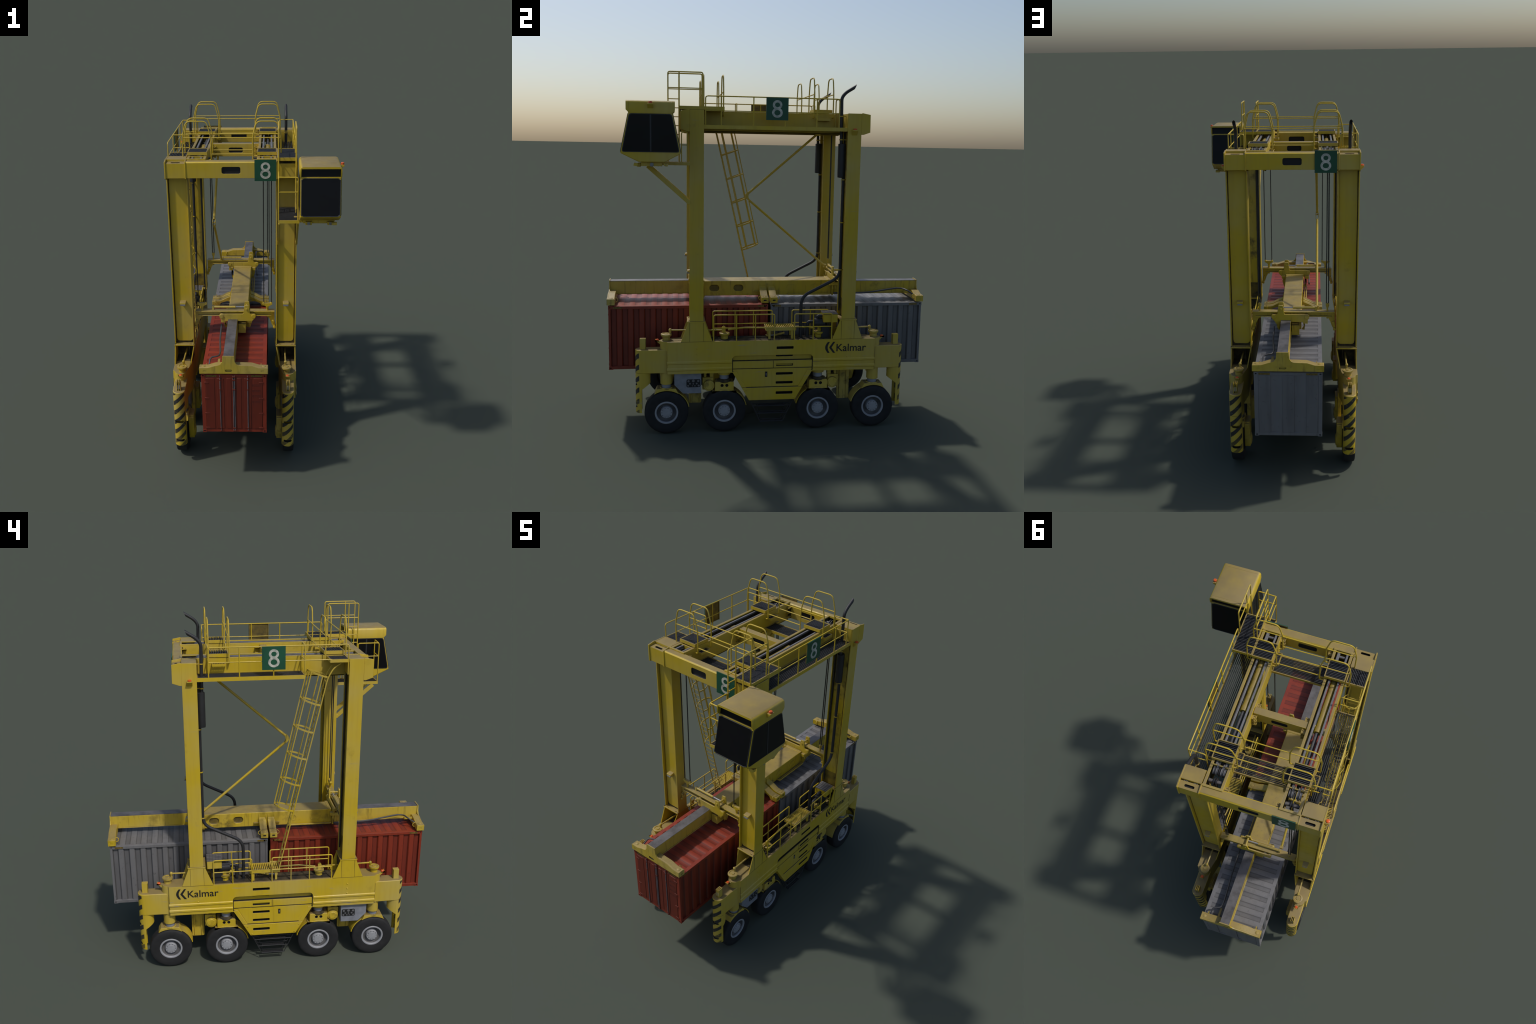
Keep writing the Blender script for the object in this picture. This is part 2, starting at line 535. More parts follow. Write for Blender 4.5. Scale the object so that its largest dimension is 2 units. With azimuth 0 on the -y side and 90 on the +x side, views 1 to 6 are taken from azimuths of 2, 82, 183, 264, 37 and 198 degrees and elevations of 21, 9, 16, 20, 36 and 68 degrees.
        for z in (0.4165, 0.3785):
            b.prism([(0.3585, z - 0.011), (0.3640, z - 0.005), (0.3640, z + 0.005), (0.3585, z + 0.011)], 'y', 0.2335, 0.594)
        make("rubbing_rail", b, 'rub', sill, bevel=0.001)
        b = B(s, e)
        for z in (0.496, 0.465, 0.434):
            b.lathe([(0.0042, 0.3595), (0.0042, 0.3615), (0.0025, 0.3632), (0, 0.3635)], (0, 0.429, z), 'x', n=10)
        make("bolt_head", b, 'hull', sill, kind="stuff")
    # grimy deck between the legs with a few hoses
    b = B(s)
    b.box(0.2700, 0.3570, -0.3445, 0.3445, 0.5300, 0.5380)
    make("deck_plate", b, 'deck', sill)
    b = B(s)
    for k in range(5):
        X = 0.280 + 0.008 * k
        b.tube([(X, -0.33, 0.5395), (X + 0.006, -0.15, 0.5410), (X + .002, 0.02, 0.5395), (X + 0.01, 0.2, 0.5405), (X, 0.34, 0.5395)], 0.0030, 6, 0.03)
    make("deck_hose", b, 'deck', sill, kind="stuff")
    b = B(s)
    b.tube([(0.300, 0.075, 0.562), (0.300, 0.020, 0.548)], 0.0065)
    b.tube([(0.300, -0.02, 0.548), (0.300, -0.032, 0.546)], 0.0075)
    act = make("actuator", b, 'dirty', sill)
    b = B(s)
    b.tube([(0.300, 0.03, 0.550), (0.300, -0.025, 0.546)], 0.0035)
    make("actuator_rod", b, 'chrome', act)
    return sill

def hatch_recess(s):
    c = B(s)
    c.prism(rounded([(-0.2300, 0.340), (-0.2300, 0.4510), (0.2320, 0.4510), (0.2320, 0.340)], 0.026, 6), 'x', 0.3480, 0.39)
    return c, 'hull'

def slots(s, which):
    """Foot-hold slots cut into the sill (1) or the hatch (2)."""
    c = B(s)
    for z in ((0.493, 0.4435) if which == 1 else (0.391, 0.339, 0.286)):
        c.prism(rrect(0.0695, z, 0.097, 0.0150 if which == 1 else 0.0135, 0.003, 2), 'x', 0.340, 0.40)
    return c

def hatch(s, sill):
    """Trapezoid service hatch with foot holds, and the step frame below it."""
    b = B(s)    # upper recess: a darker rounded frame line
    arch = rounded([(-0.231, 0.357), (-0.231, 0.452), (0.233, 0.452), (0.233, 0.357)], 0.028, 6)
    b.box(0.3475, 0.3660, -0.2299, -0.2255, 0.356, 0.434)
    b.box(0.3475, 0.3660, 0.2275, 0.2318, 0.356, 0.434)
    b.box(0.3475, 0.3600, -0.225, 0.227, 0.4166, 0.4190)
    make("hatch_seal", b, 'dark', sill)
    b = B(s)
    b.prism([(-0.229, 0.357), (-0.229, 0.4165), (0.2315, 0.4165), (0.2315, 0.357), (0.176, 0.262), (-0.174, 0.262)], 'x', 0.275, 0.3625)
    body = make("hatch", b, 'hull', sill, bevel=0.0015, cut=slots(s, 2))
    b = B(s)    # inset door leaves separated by dark joints
    b.prism([(-0.2045, 0.3700), (-0.0040, 0.3700), (-0.0040, 0.2655), (-0.1510, 0.2655), (-0.1700, 0.2660)], 'x', 0.3620, 0.3640)
    b.prism([(-0.2260, 0.4135), (0.0005, 0.4135), (0.0005, 0.3755), (-0.2260, 0.3755)], 'x', 0.3620, 0.3645)
    b.prism([(0.124, 0.3700), (0.2045, 0.3700), (0.150, 0.2655), (0.124, 0.2655)], 'x', 0.3620, 0.3640)
    b.prism([(0.124, 0.4135), (0.2285, 0.4135), (0.2285, 0.3755), (0.124, 0.3755)], 'x', 0.3620, 0.3645)
    make("door_leaf", b, 'hull', body, bevel=0.0008)
    b = B(s)
    b.box(0.3615, 0.3640, -0.2285, 0.2310, 0.3712, 0.3743)
    b.box(0.3615, 0.3632, 0.0050, 0.0075, 0.3745, 0.4155)
    for y0, y1 in ((-0.2255, -0.1655), (0.2275, 0.1675)):
        b.tube([(0.3630, y0, 0.360), (0.3630, y1, 0.2635)], 0.0017, 4)
    b.box(0.3615, 0.3640, -0.166, 0.168, 0.2612, 0.2640)
    b.box(0.3640, 0.3652, -0.042, -0.029, 0.322, 0.353)
    make("door_joint", b, 'dark', body)
    b = B(s)
    b.prism([(0.3645, -0.039), (0.3680, -0.036), (0.3680, -0.034), (0.3645, -0.032)], 'z', 0.330, 0.345)
    make("door_handle", b, 'steel', body)
    for y0, y1, y2 in ((-0.229, -0.203, -0.1485), (0.2315, 0.205, 0.150)):
        b = B(s)
        k = -1 if y0 < 0 else 1
        b.prism([(y0, 0.357), (y1, 0.357), (y2, 0.262), (y2 + k * 0.026, 0.262)], 'x', 0.3605, 0.3660)
        make("hatch_rim", b, 'hull', body, bevel=0.001)
    cc = B(s)
    cc.prism(rrect(0.0695, 0.227, 0.096, 0.0145, 0.003, 2), 'x', 0.340, 0.40)
    b = B(s)
    b.prism([(-0.174, 0.260), (0.175, 0.260), (0.146, 0.2080), (0.133, 0.1855), (-0.132, 0.1855), (-0.1445, 0.208)], 'x', 0.330, 0.3675)
    foot = make("skirt_plate", b, 'hull', sill, bevel=0.003, cut=cc)
    b = B(s)
    for y, z in ((-0.150, 0.247), (0.150, 0.247), (-0.124, 0.197), (0.125, 0.197)):
        b.lathe([(0.0045, 0.367), (0.0045, 0.3685), (0.003, 0.3695), (0, 0.3695)], (0, y, z), 'x', n=10)
    make("skirt_bolt", b, 'dirty', foot, kind="stuff")
    # black folding steps
    b = B(s)
    for X in (0.3530, 0.318):
        for k in (1, -1):
            b.tube([(X, k * 0.127, 0.186), (X, k * 0.066, 0.052)], 0.0026, 6)
        for z, w in ((0.146, 0.108), (0.101, 0.088), (0.053, 0.066)):
            b.tube([(X, -w, z), (X, w, z)], 0.0024, 6)
    for k in (1, -1):
        b.tube([(0.318, k * 0.085, 0.150), (0.318, k * 0.060, 0.053)], 0.0022, 6)
    steps = make("access_step", b, 'pipe', sill)
    b = B(s)
    for z, w in ((0.146, 0.072), (0.101, 0.062), (0.053, 0.058)):
        for X in (0.336, 0.346):
            b.box(X - 0.002, X + 0.002, -w, w, z - 0.003, z + 0.003)
        b.box(0.330, 0.353, -w - .003, -w, z - 0.006, z + 0.004); b.box(0.330, 0.353, w, w + .003, z - 0.006, z + 0.004)
    make("step_tread", b, 'pipe', steps)

WHEEL_Y = (-0.597, -0.271, 0.271, 0.597)
def wheel_meshes():
    w, R = 0.0340, 0.1230
    b = B()
    half = [(0.0640, w - .008), (0.0680, w - .001), (0.090, w + .002), (0.108, w + .001), (0.1170, w - 0.0015), (0.1210, w - 0.0055), (R, w - 0.012)]
    b.lathe(half + [(r, -h) for r, h in half[::-1]], (0, 0, 0), 'x', 64, loop=True)
    tyre = make("tyre", b, 'rubber')
    b = B()
    b.lathe([(0.0660, w - 0.012), (0.0660, w - 0.003), (0.0640, w - 0.001), (0.0575, w - 0.001), (0.0555, w - 0.004), (0.0555, w - 0.014)], (0, 0, 0), 'x', 40, loop=True)
    rim = make("rim", b, 'rim')
    b = B()
    b.lathe([(0.0565, w - 0.004), (0.0555, w - 0.012), (0.052, w - 0.020), (0.044, w - 0.026), (0.030, w - 0.028), (0.030, w - 0.034), (0.060, w - 0.034), (0.060, w - 0.004)], (0, 0, 0), 'x', 36, loop=True)
    dish = make("rim_dish", b, 'dish', rim)
    b = B()
    b.lathe([(0.0350, w - 0.028), (0.0335, w - 0.008), (0.0315, w - 0.005), (0.0225, w - 0.005), (0.0215, w - 0.0035), (0.012, w - 0.003), (0.0, w - 0.003)], (0, 0, 0), 'x', 32)
    hub = make("hub", b, 'rim', rim)
    b = B()
    for k in range(10):
        a = 2 * pi * k / 10
        b.lathe([(0.0024, w - 0.006), (0.0024, w - 0.0035), (0.0, w - 0.0033)], (0, 0.0270 * cos(a), 0.0270 * sin(a)), 'x', 6)
    nut = make("wheel_nut", b, 'dish', rim, kind="stuff")
    return tyre, rim, dish, hub, nut

def wheels():
    parts = wheel_meshes()
    for s in (1, -1):
        for y in WHEEL_Y:
            w = empty("wheel", root)
            w.location = (XC + s * 0.3225, y, 0.1230)
            w.rotation_euler = (random.uniform(0, 6) if False else 0, 0, 0 if s > 0 else pi)
            for p in parts:
                c = p.copy()
                c.parent = w
                bpy.context.collection.objects.link(c)
    for p in parts:
        bpy.data.objects.remove(p)

def running_gear(s, sill):
    for e in (1, -1):
        # ---- outer wheel: telescopic strut and saddle
        b = B(s, e)
        b.lathe([(0.0335, 0.286), (0.0335, 0.356)], (0.3195, 0.5975, 0), n=28)
        strut = make("suspension_strut", b, 'yellow', sill, bevel=0.0015)
        b = B(s, e)
        b.lathe([(0.0265, 0.262), (0.0265, 0.288)], (0.3195, 0.5975, 0), n=24)
        make("strut_rod", b, 'chrome', strut)
        b = B(s, e)
        b.lathe([(0.036, 0.258), (0.036, 0.263), (0.030, 0.266), (0.030, 0.262)], (0.3195, 0.5975, 0), n=24)
        b.lathe([(0.036, 0.263), (0.0345, 0.267), (0.030, 0.267), (0.029, 0.262)], (0.3195, 0.5975, 0), n=24)
        make("strut_collar", b, 'dirty', strut)
        for yc, hi in ((0.597, 0.262), (0.271, 0.236)):
            b = B(s, e)
            r = 0.1275
            a0, a1 = radians(58), radians(122)
            arc = [(yc + r * cos(a0 + (a1 - a0) * k / 10), 0.1225 + r * sin(a0 + (a1 - a0) * k / 10)) for k in range(11)]
            if yc > 0.5:
                top = [(yc - 0.052, hi), (yc + 0.052, hi)]
            else:
                top = [(yc - 0.066, hi + .004), (yc + 0.066, hi + .004)]
            b.prism(arc + top, 'x', 0.283, 0.352)
            make("saddle", b, 'yellow', strut if yc > .5 else sill, bevel=0.0015)
            # fender sweeps towards the middle of the machine
            b = B(s, e)
            r0, r1 = 0.1265, 0.1305
            a0, a1 = radians(112), radians(168)
            n = 12
            aa = [a0 + (a1 - a0) * k / n for k in range(n + 1)]
            if yc > 0.5:
                b.prism([(yc + r1 * cos(a), .1225 + r1 * sin(a)) for a in aa] + [(yc + r0 * cos(a), .1225 + r0 * sin(a)) for a in aa[::-1]], 'x', 0.268, 0.340)
            else:
                b.prism([(yc + r1 * cos(a), .1225 + r1 * sin(a)) for a in aa] + [(yc + r0 * cos(a), .1225 + r0 * sin(a)) for a in aa[::-1]], 'x', 0.268, 0.340)
            make("fender", b, 'yellow', sill)
            # fork down the inner side to the axle
            b = B(s, e)
            b.prism(rounded([(yc - 0.050, 0.245), (yc + 0.050, 0.245), (yc + 0.046, 0.150), (yc + 0.034, 0.085), (yc - 0.034, 0.085), (yc - 0.046, 0.150)], 0.012), 'x', 0.252, 0.284)
            b.box(0.252, 0.300, yc - 0.040, yc + 0.040, 0.238, 0.252)
            fork = make("wheel_fork", b, 'dirty', sill, bevel=0.003)
            b = B(s, e)
            b.lathe([(0.040, 0.284), (0.040, 0.270), (0.034, 0.248), (0.018, 0.244), (0, 0.244)], (0, yc, 0.1225), 'x', 24)
            make("axle_housing", b, 'dirty', fork)
        # ---- inner wheel: pierced block, short strut, drive motor
        cc = B(s, e)
        for dy in (-0.0135, 0.0135):
            cc.lathe([(0.0085, 0.335), (0.0085, 0.38)], (0, 0.271 + dy, 0.272), 'x', 16)
        b = B(s, e)
        b.prism(rounded([(0.218, 0.228), (0.218, 0.293), (0.324, 0.293), (0.324, 0.228)], 0.008), 'x', 0.280, 0.3480)
        make("axle_block", b, 'yellow', sill, bevel=0.0015, cut=cc)
        b = B(s, e)
        b.lathe([(0.036, 0.334), (0.036, 0.356)], (0.3195, 0.271, 0), n=24)
        make("suspension_strut", b, 'yellow', sill, bevel=0.001)
        b = B(s, e)
        b.lathe([(0.0265, 0.305), (0.0265, 0.336)], (0.3195, 0.271, 0), n=24)
        make("strut_rod", b, 'chrome', sill)
        b = B(s, e)
        b.lathe([(0.036, 0.290), (0.038, 0.294), (0.033, 0.305), (0.026, 0.309)], (0.3195, 0.271, 0), n=24)
        make("strut_collar", b, 'grime', sill)
        b = B(s, e)
        b.lathe([(0.0325, 0.282), (0.0325, 0.330), (0.030, 0.335), (0.023, 0.335), (0.022, 0.338), (0.0, 0.338)], (0, 0.3575, 0.268), 'x', 26)
        b.box(0.282, 0.318, 0.332, 0.394, 0.240, 0.312)
        b.box(0.285, 0.312, 0.330, 0.352, 0.312, 0.353)
        b.box(0.285, 0.312, 0.372, 0.386, 0.312, 0.353)
        make("drive_motor", b, 'dirty', sill, bevel=0.002)
        # ---- guide post hanging below the sill next to the leg
        b = B(s, e)
        b.prism(rounded([(0.399, 0.360), (0.399, 0.148), (0.471, 0.148), (0.471, 0.360)], 0.010), 'x', 0.262, 0.275)
        b.box(0.275, 0.284, 0.411, 0.417, 0.155, 0.357); b.box(0.275, 0.284, 0.452, 0.458, 0.155, 0.357)
        make("guide_post", b, 'dirty', sill, bevel=0.001)
    # grey electrical cabinet between the first two wheels
    b = B(s)
    b.prism([(-0.553, 0.355), (-0.553, 0.283), (-0.505, 0.232), (-0.402, 0.232), (-0.402, 0.355)], 'x', 0.280, 0.3520)
    cab = make("electric_cabinet", b, 'box', sill, bevel=0.002)
    b = B(s)
    b.prism(rrect(-0.446, 0.292, 0.078, 0.046, 0.008), 'x', 0.3515, 0.3532)
    make("gauge_panel", b, 'dark', cab)
    b = B(s)
    for y, z, r in ((-0.474, .305, .0065), (-0.447, .306, .008), (-0.419, .305, .0065), (-0.466, .290, .005), (-0.428, .290, .005), (-0.476, .278, .0055), (-0.447, .289, .004), (-0.417, .278, .0055), (-0.452, .277, .003), (-0.438, .277, .004)):
        b.lathe([(r, 0.3530), (r, 0.3542), (r * .75, 0.3542), (r * .72, 0.3536), (0, 0.3536)], (0, y, z), 'x', 12)
    make("gauge", b, 'steel', cab, kind="stuff")

def lower_rails(s, sill):
    for X in (0.3650, 0.2690):
        b = B(s)
        for y0, y1, mids in ((-0.335, 0.0075, (-0.207, -0.101)), (0.122, 0.337, (0.230,))):
            b.tube([(X, y0, 0.530), (X, y0, 0.686), (X, y1, 0.686), (X, y1, 0.530)], 0.0035, 8, 0.012)
            b.tube([(X, y0, 0.611), (X, y1, 0.611)], 0.0030, 6)
            for y in mids:
                b.tube([(X, y, 0.530), (X, y, 0.686)], 0.0033, 6)
        make("guard_rail", b, 'rail', sill)
    x0, x1 = sorted((XC + s * 0.270, XC + s * 0.3545))
    g = grating("service_platform", x0, x1, -0.040, 0.133, 0.608, 'x', frame=0.020, mat='rail', parent=sill, cross=0.9, step=0.0108)
    b = B(s)
    for y in (-0.018, 0.112):
        for X in (0.280, 0.344):
            b.box(X - .005, X + .005, y - .006, y + .006, 0.521, 0.590)
    make("platform_leg", b, 'yellow', g)
    # battery box with a ribbed lid, and the engine below it
    b = B(s)
    b.box(0.272, 0.358, 0.290, 0.372, 0.632, 0.6785)
    bx = make("battery_box", b, 'yellow', sill, bevel=0.002)
    b = B(s)
    b.box(0.2715, 0.3585, 0.289, 0.373, 0.6795, 0.682)
    make("battery_lid", b, 'lid', bx)
    b = B(s)
    for k in range(1, 5):
        b.box(0.272 + k * .0172 - .0006, 0.272 + k * .0172 + .0006, 0.290, 0.372, 0.682, 0.6832)
        b.box(0.2725, 0.3575, 0.290 + k * .0164 - .0006, 0.290 + k * .0164 + .0006, 0.682, 0.6828)
    make("lid_rib", b, 'grate', bx, kind="stuff")
    b = B(s)
    b.box(0.300, 0.33, 0.315, 0.350, 0.522, 0.632)
    make("battery_stand", b, 'grime', bx)
    b = B(s)
    b.tube([(0.316, 0.243, 0.622), (0.316, 0.305, 0.622)], 0.027, 20)
    b.tube([(0.316, 0.262, 0.622), (0.316, 0.262, 0.660), (0.316, 0.290, 0.660)], 0.010, 10, 0.01)
    b.box(0.300, 0.332, 0.285, 0.330, 0.522, 0.610)
    eng = make("engine_filter", b, 'pipe', sill, bevel=0.002)
    b = B(s)
    b.tube([(0.316, 0.245, 0.628), (0.316, 0.204, 0.628), (0.316, 0.204, 0.522)], 0.0098, 12, 0.03)
    make("intake_pipe", b, 'pipe', eng)

# ================================================================== portal
def leg(s, e):
    b = B(s, e)     # outer and inner flange plates with flared feet
    for X0, X1, lean in ((0.362, 0.3685, 0.0015), (0.2495, 0.2555, 0.0185)):
        b.box(X0, X1, 0.392, 0.468, 0.6525, 1.802 if X0 > 0.3 else 1.70)
        foot = [(0.384, 0.6525), (0.478, 0.6525), (0.478, 0.640), (0.517, 0.535), (0.340, 0.535), (0.382, 0.640)]
        # flared plate, leaning towards the sill
        lo = []
        A = [b.v((X0 + (lean if z < 0.6 else 0), y, z)) for y, z in foot]
        C = [b.v((X1 + (lean if z < 0.6 else 0), y, z)) for y, z in foot]
        b.f(A[::-1]); b.f(C)
        for i in range(6):
            j = (i + 1) % 6
            b.f([A[i], A[j], C[j], C[i]])
    lg = make("leg", b, 'yellow', root, bevel=0.0012)
    # closed web with a rounded lower end, set back between the flanges
    b = B(s, e)
    pan = [(0.2565, 1.70), (0.2565, 0.688), (0.2590, 0.6765), (0.2660, 0.6690), (0.2740, 0.6660), (0.338, 0.6660), (0.3470, 0.6685), (0.3530, 0.675), (0.3560, 0.688), (0.3570, 1.70)]
    b.prism(pan, 'y', 0.4400, 0.4515)
    make("leg_web", b, 'yellow', lg, bevel=0.0015)
    b = B(s, e)
    b.box(0.2557, 0.3618, 0.4080, 0.4398, 0.700, 1.70)
    make("leg_channel", b, 'dirty', lg)
    b = B(s, e)
    b.box(0.3545, 0.3619, 0.4405, 0.4470, 0.655, 1.70)
    b.box(0.2557, 0.3618, 0.4300, 0.4480, 0.654, 0.6780)
    b.box(0.2557, 0.3618, 0.4095, 0.4300, 0.654, 0.70)
    make("leg_gap_fill", b, 'grime', lg)  # dark filler strips: crease grime with the recess shade painted in
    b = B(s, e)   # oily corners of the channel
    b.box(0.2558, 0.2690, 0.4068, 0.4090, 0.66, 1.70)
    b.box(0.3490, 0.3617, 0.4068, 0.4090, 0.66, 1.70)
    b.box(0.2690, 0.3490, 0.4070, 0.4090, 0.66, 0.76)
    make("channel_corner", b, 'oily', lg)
    # collar plate; dark plates added to paint the open foot's shade
    b = B(s, e)
    b.box(0.2480, 0.3700, 0.3815, 0.4810, 0.6450, 0.6525)
    make("collar_plate", b, 'yellow', lg, bevel=0.001)
    b = B(s, e)
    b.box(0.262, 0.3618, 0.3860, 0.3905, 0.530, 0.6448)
    b.box(0.262, 0.3618, 0.3860, 0.4700, 0.5368, 0.5385)
    b.box(0.285, 0.292, 0.400, 0.416, 0.538, 0.6448)
    make("foot_shade_plate", b, 'grime', lg)
    b = B(s, e)
    for X in (0.268, 0.276, 0.340, 0.348):
        b.lathe([(0.0028, 0.6535), (0.0028, 0.6575), (0, 0.6575)], (X, 0.471, 0), n=6)
    make("collar_bolt", b, 'dirty', lg, kind="stuff")
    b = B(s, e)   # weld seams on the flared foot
    for y in (0.392, 0.4675):
        b.box(0.3684, 0.3705, y - 0.0005, y + 0.0005, 0.537, 0.644)
    b.box(0.3684, 0.3705, 0.341, 0.516, 0.5362, 0.5374)
    b.box(0.3684, 0.3692, 0.3835, 0.4785, 0.6528, 0.6542)
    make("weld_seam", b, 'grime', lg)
    # work lamp on the outward face
    b = B(s, e)
    b.prism([(0.4510, 0.937), (0.4800, 0.932), (0.4800, 0.922), (0.4510, 0.922)], 'x', 0.290, 0.325)
    lm = make("leg_lamp", b, 'yellow', lg, bevel=0.0015)
    b = B(s, e)
    b.box(0.293, 0.322, 0.466, 0.482, 0.914, 0.922)
    make("lamp_lens", b, 'lens', lm)
    # conduit in the channel
    b = B(s, e)
    b.tube([(0.2655, 0.3990, 0.68), (0.2655, 0.3990, 1.70)], 0.0042, 8)
    make("leg_conduit", b, 'pipe', lg)
    if e > 0:
        b = B(s, e)
        b.prism([(0.3680, 1.684), (0.3680, 1.713), (0.392, 1.713), (0.392, 1.708)], 'y', 0.4145, 0.4435)
        br = make("beacon_bracket", b, 'yellow', lg, bevel=0.001)
        b = B(s, e)
        b.lathe([(0.0095, 1.713), (0.0095, 1.7195), (0.007, 1.7210), (0, 1.7210)], (0.3825, 0.429, 0), n=16)
        make("beacon", b, 'beacon', br)
    return lg

def end_beam(e):
    """Portal beam at one end with capped corners and oval lightening holes."""
    b = B(1, e)
    b.prism([(0.4620, 1.704), (0.4620, 1.792), (0.4680, 1.7970), (0.5070, 1.7970), (0.5135, 1.7905), (0.5135, 1.704)], 'x', -0.2545, 0.2545)
    cc = B(1, e)
    cc.prism(rrect(0.0 - 0.000, 1.7485, 0.103, 0.038, 0.010), 'y', 0.5065, 0.53)
    cc.prism(rrect(0.0, 1.7485, 0.103, 0.038, 0.010), 'y', 0.44, 0.4690)
    beam = make("end_beam", b, 'yellow', root, bevel=0.0015, cut=cc)
    for s in (1, -1):
        b = B(s, e)
        b.prism([(0.3915, 1.715), (0.3915, 1.8005), (0.4670, 1.8005), (0.4670, 1.715)], 'x', 0.2550, 0.3625)
        b.prism([(0.4730, 1.706), (0.4730, 1.7900), (0.5125, 1.7860), (0.5125, 1.704), (0.480, 1.694)], 'x', 0.2560, 0.3622)
        cc = B(s, e)
        cc.prism(rrect(0.3085, 0.4940, 0.052, 0.014, 0.007), 'z', 1.775, 1.83)
        cap = make("corner_cap", b, 'yellow', beam, bevel=0.0012, cut=cc)
        b = B(s, e)
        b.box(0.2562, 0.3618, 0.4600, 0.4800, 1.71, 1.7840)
        make("cap_joint", b, 'grime', cap)
        b = B(s, e)
        for X0, X1 in ((0.3620, 0.3690), (0.2500, 0.2560)):
            b.prism([(0.4682, 1.7000), (0.4682, 1.8045), (0.4740, 1.8045), (0.5165, 1.7965), (0.5175, 1.701), (0.480, 1.688), (0.4682, 1.688)], 'x', X0, X1)
        make("cap_plate", b, 'yellow', cap, bevel=0.001)
        b = B(s, e)
        for X in (0.276, 0.284, 0.292, 0.326, 0.334, 0.342):
            b.lathe([(0.0026, 1.783), (0.0026, 1.7900), (0, 1.7900)], (X, 0.4698, 0), n=6)
        make("cap_bolt", b, 'steel', cap, kind="stuff")
    return beam

GX = 0.197        # girder centre
def girder(s):
    b = B(s)
    for X0, X1 in ((GX - 0.053, GX - 0.045), (GX + 0.045, GX + 0.053)):
        b.box(X0, X1, -0.462, 0.462, 1.690, 1.796)
    for k in (-1, 1):
        a, c = sorted((GX + k * 0.053, GX + k * 0.039))
        b.box(a, c, -0.4700, 0.4700, 1.7960, 1.8020)
        a, c = sorted((GX + k * 0.053, GX + k * 0.036))
        b.box(a, c, -0.4620, 0.4620, 1.6900, 1.6960)
    g = make("girder", b, 'yellow', root, bevel=0.001)
    b = B(s)
    for e in (1, -1):
        b.sy = e
        b.box(GX - 0.0545, GX + 0.0545, 0.462, 0.474, 1.770, 1.8045)
        b.box(GX - 0.039, GX + 0.039, 0.345 if e > 0 else 0.388, 0.352 if e > 0 else 0.395, 1.775, 1.8005)
    b.sy = 1
    make("girder_end", b, 'dirty', g, bevel=0.001)
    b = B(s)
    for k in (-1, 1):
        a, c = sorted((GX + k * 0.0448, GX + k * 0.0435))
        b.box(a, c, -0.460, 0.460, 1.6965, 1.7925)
    make("trough_shade", b, 'grime', g)  # thin dark plates added to paint the trough's shadow
    # slide rails, hoist cylinder and its rod
    b = B(s)
    for k in (-1, 1):
        b.box(GX + k * 0.0245 - .0052, GX + k * 0.0245 + .0052, -0.455, 0.345, 1.788, 1.798)
    make("slide_rail", b, 'steel', g, bevel=0.0015)
    b = B(s)
    b.tube([(GX, -0.40, 1.762), (GX, 0.01, 1.762)], 0.0185, 20)
    b.tube([(GX, -0.015, 1.762), (GX, 0.015, 1.762)], 0.0210, 20)
    cy = make("hoist_cylinder", b, 'dirty', g)
    b = B(s)
    b.tube([(GX, 0.015, 1.762), (GX, 0.33, 1.762)], 0.0105, 16)
    make("hoist_rod", b, 'dish', cy)
    b = B(s)
    b.tube([(GX - 0.030, -0.440, 1.780), (GX + 0.030, -0.440, 1.780)], 0.0070, 14)
    for k in (-1, 1):
        b.tube([(GX + k * .020, -0.46, 1.782), (GX + k * .020, -0.40, 1.782)], 0.0050, 10)
    make("anchor_shaft", b, 'steel', g)
    # rope sheaves at the rear end
    for dx, y in ((-0.0285, 0.372), (-0.0145, 0.372), (0.0105, 0.372), (0.0245, 0.372), (-0.018, 0.350), (0.012, 0.350)):
        b = B(s)
        b.lathe([(0.004, -0.0052), (0.0215, -0.0052), (0.0215, -0.0035), (0.0175, 0.0), (0.0215, 0.0035), (0.0215, 0.0052), (0.004, 0.0052)], (GX + dx, y, 1.782), 'x', 22)
        make("sheave", b, 'steel', g)
    b = B(s)
    for dx in (-0.023, -0.0025, 0.018):
        b.lathe([(0.004, -0.0028), (0.0240, -0.0028), (0.0240, 0.0028), (0.004, 0.0028)], (GX + dx, 0.372, 1.780), 'x', 20)
    for dx in (-0.006, 0.006):
        b.lathe([(0.005, -0.0022), (0.0225, -0.0022), (0.0225, 0.0022), (0.005, 0.0022)], (GX + dx, 0.426, 1.776), 'x', 20)
    make("sheave_plate", b, 'pipe', g)
    b = B(s)
    b.tube([(GX - 0.036, 0.426, 1.776), (GX + 0.036, 0.426, 1.776)], 0.0095, 16)
    make("drum_shaft", b, 'worn', g)
    b = B(s)    # dark boxes added to fill the dark recess between girder ends and caps
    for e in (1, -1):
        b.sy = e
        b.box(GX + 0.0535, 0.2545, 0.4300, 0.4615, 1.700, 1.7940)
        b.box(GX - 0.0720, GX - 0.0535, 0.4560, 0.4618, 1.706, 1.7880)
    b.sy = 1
    make("girder_dark_fill", b, 'grime', g)
    # dark plate added low in the open trough, only at the rope end
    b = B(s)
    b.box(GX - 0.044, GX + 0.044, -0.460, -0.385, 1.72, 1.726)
    make("trough_dark_plate", b, 'grime', g)
    # bolted stub brackets to beam and middle beam
    b = B(s)
    for y, d in ((-0.448, 1), (0.448, -1), (0.034, -1), (-0.034, 1)):
        for z in (1.715, 1.745, 1.775):
            X0, X1 = (GX - 0.078, GX - 0.053)
            b.box(X0, X1, y - 0.013, y + 0.013, z - 0.0025, z + 0.0025)
            b.box(X0, X0 + .004, y - 0.013, y + 0.013, z - 0.0025, z + 0.0065)
    for z in (1.72, 1.750, 1.785):
        for y in (-0.438, 0.438):
            b.box(GX + 0.053, GX + 0.074, y - 0.018, y + 0.018, z - 0.0025, z + 0.0025)
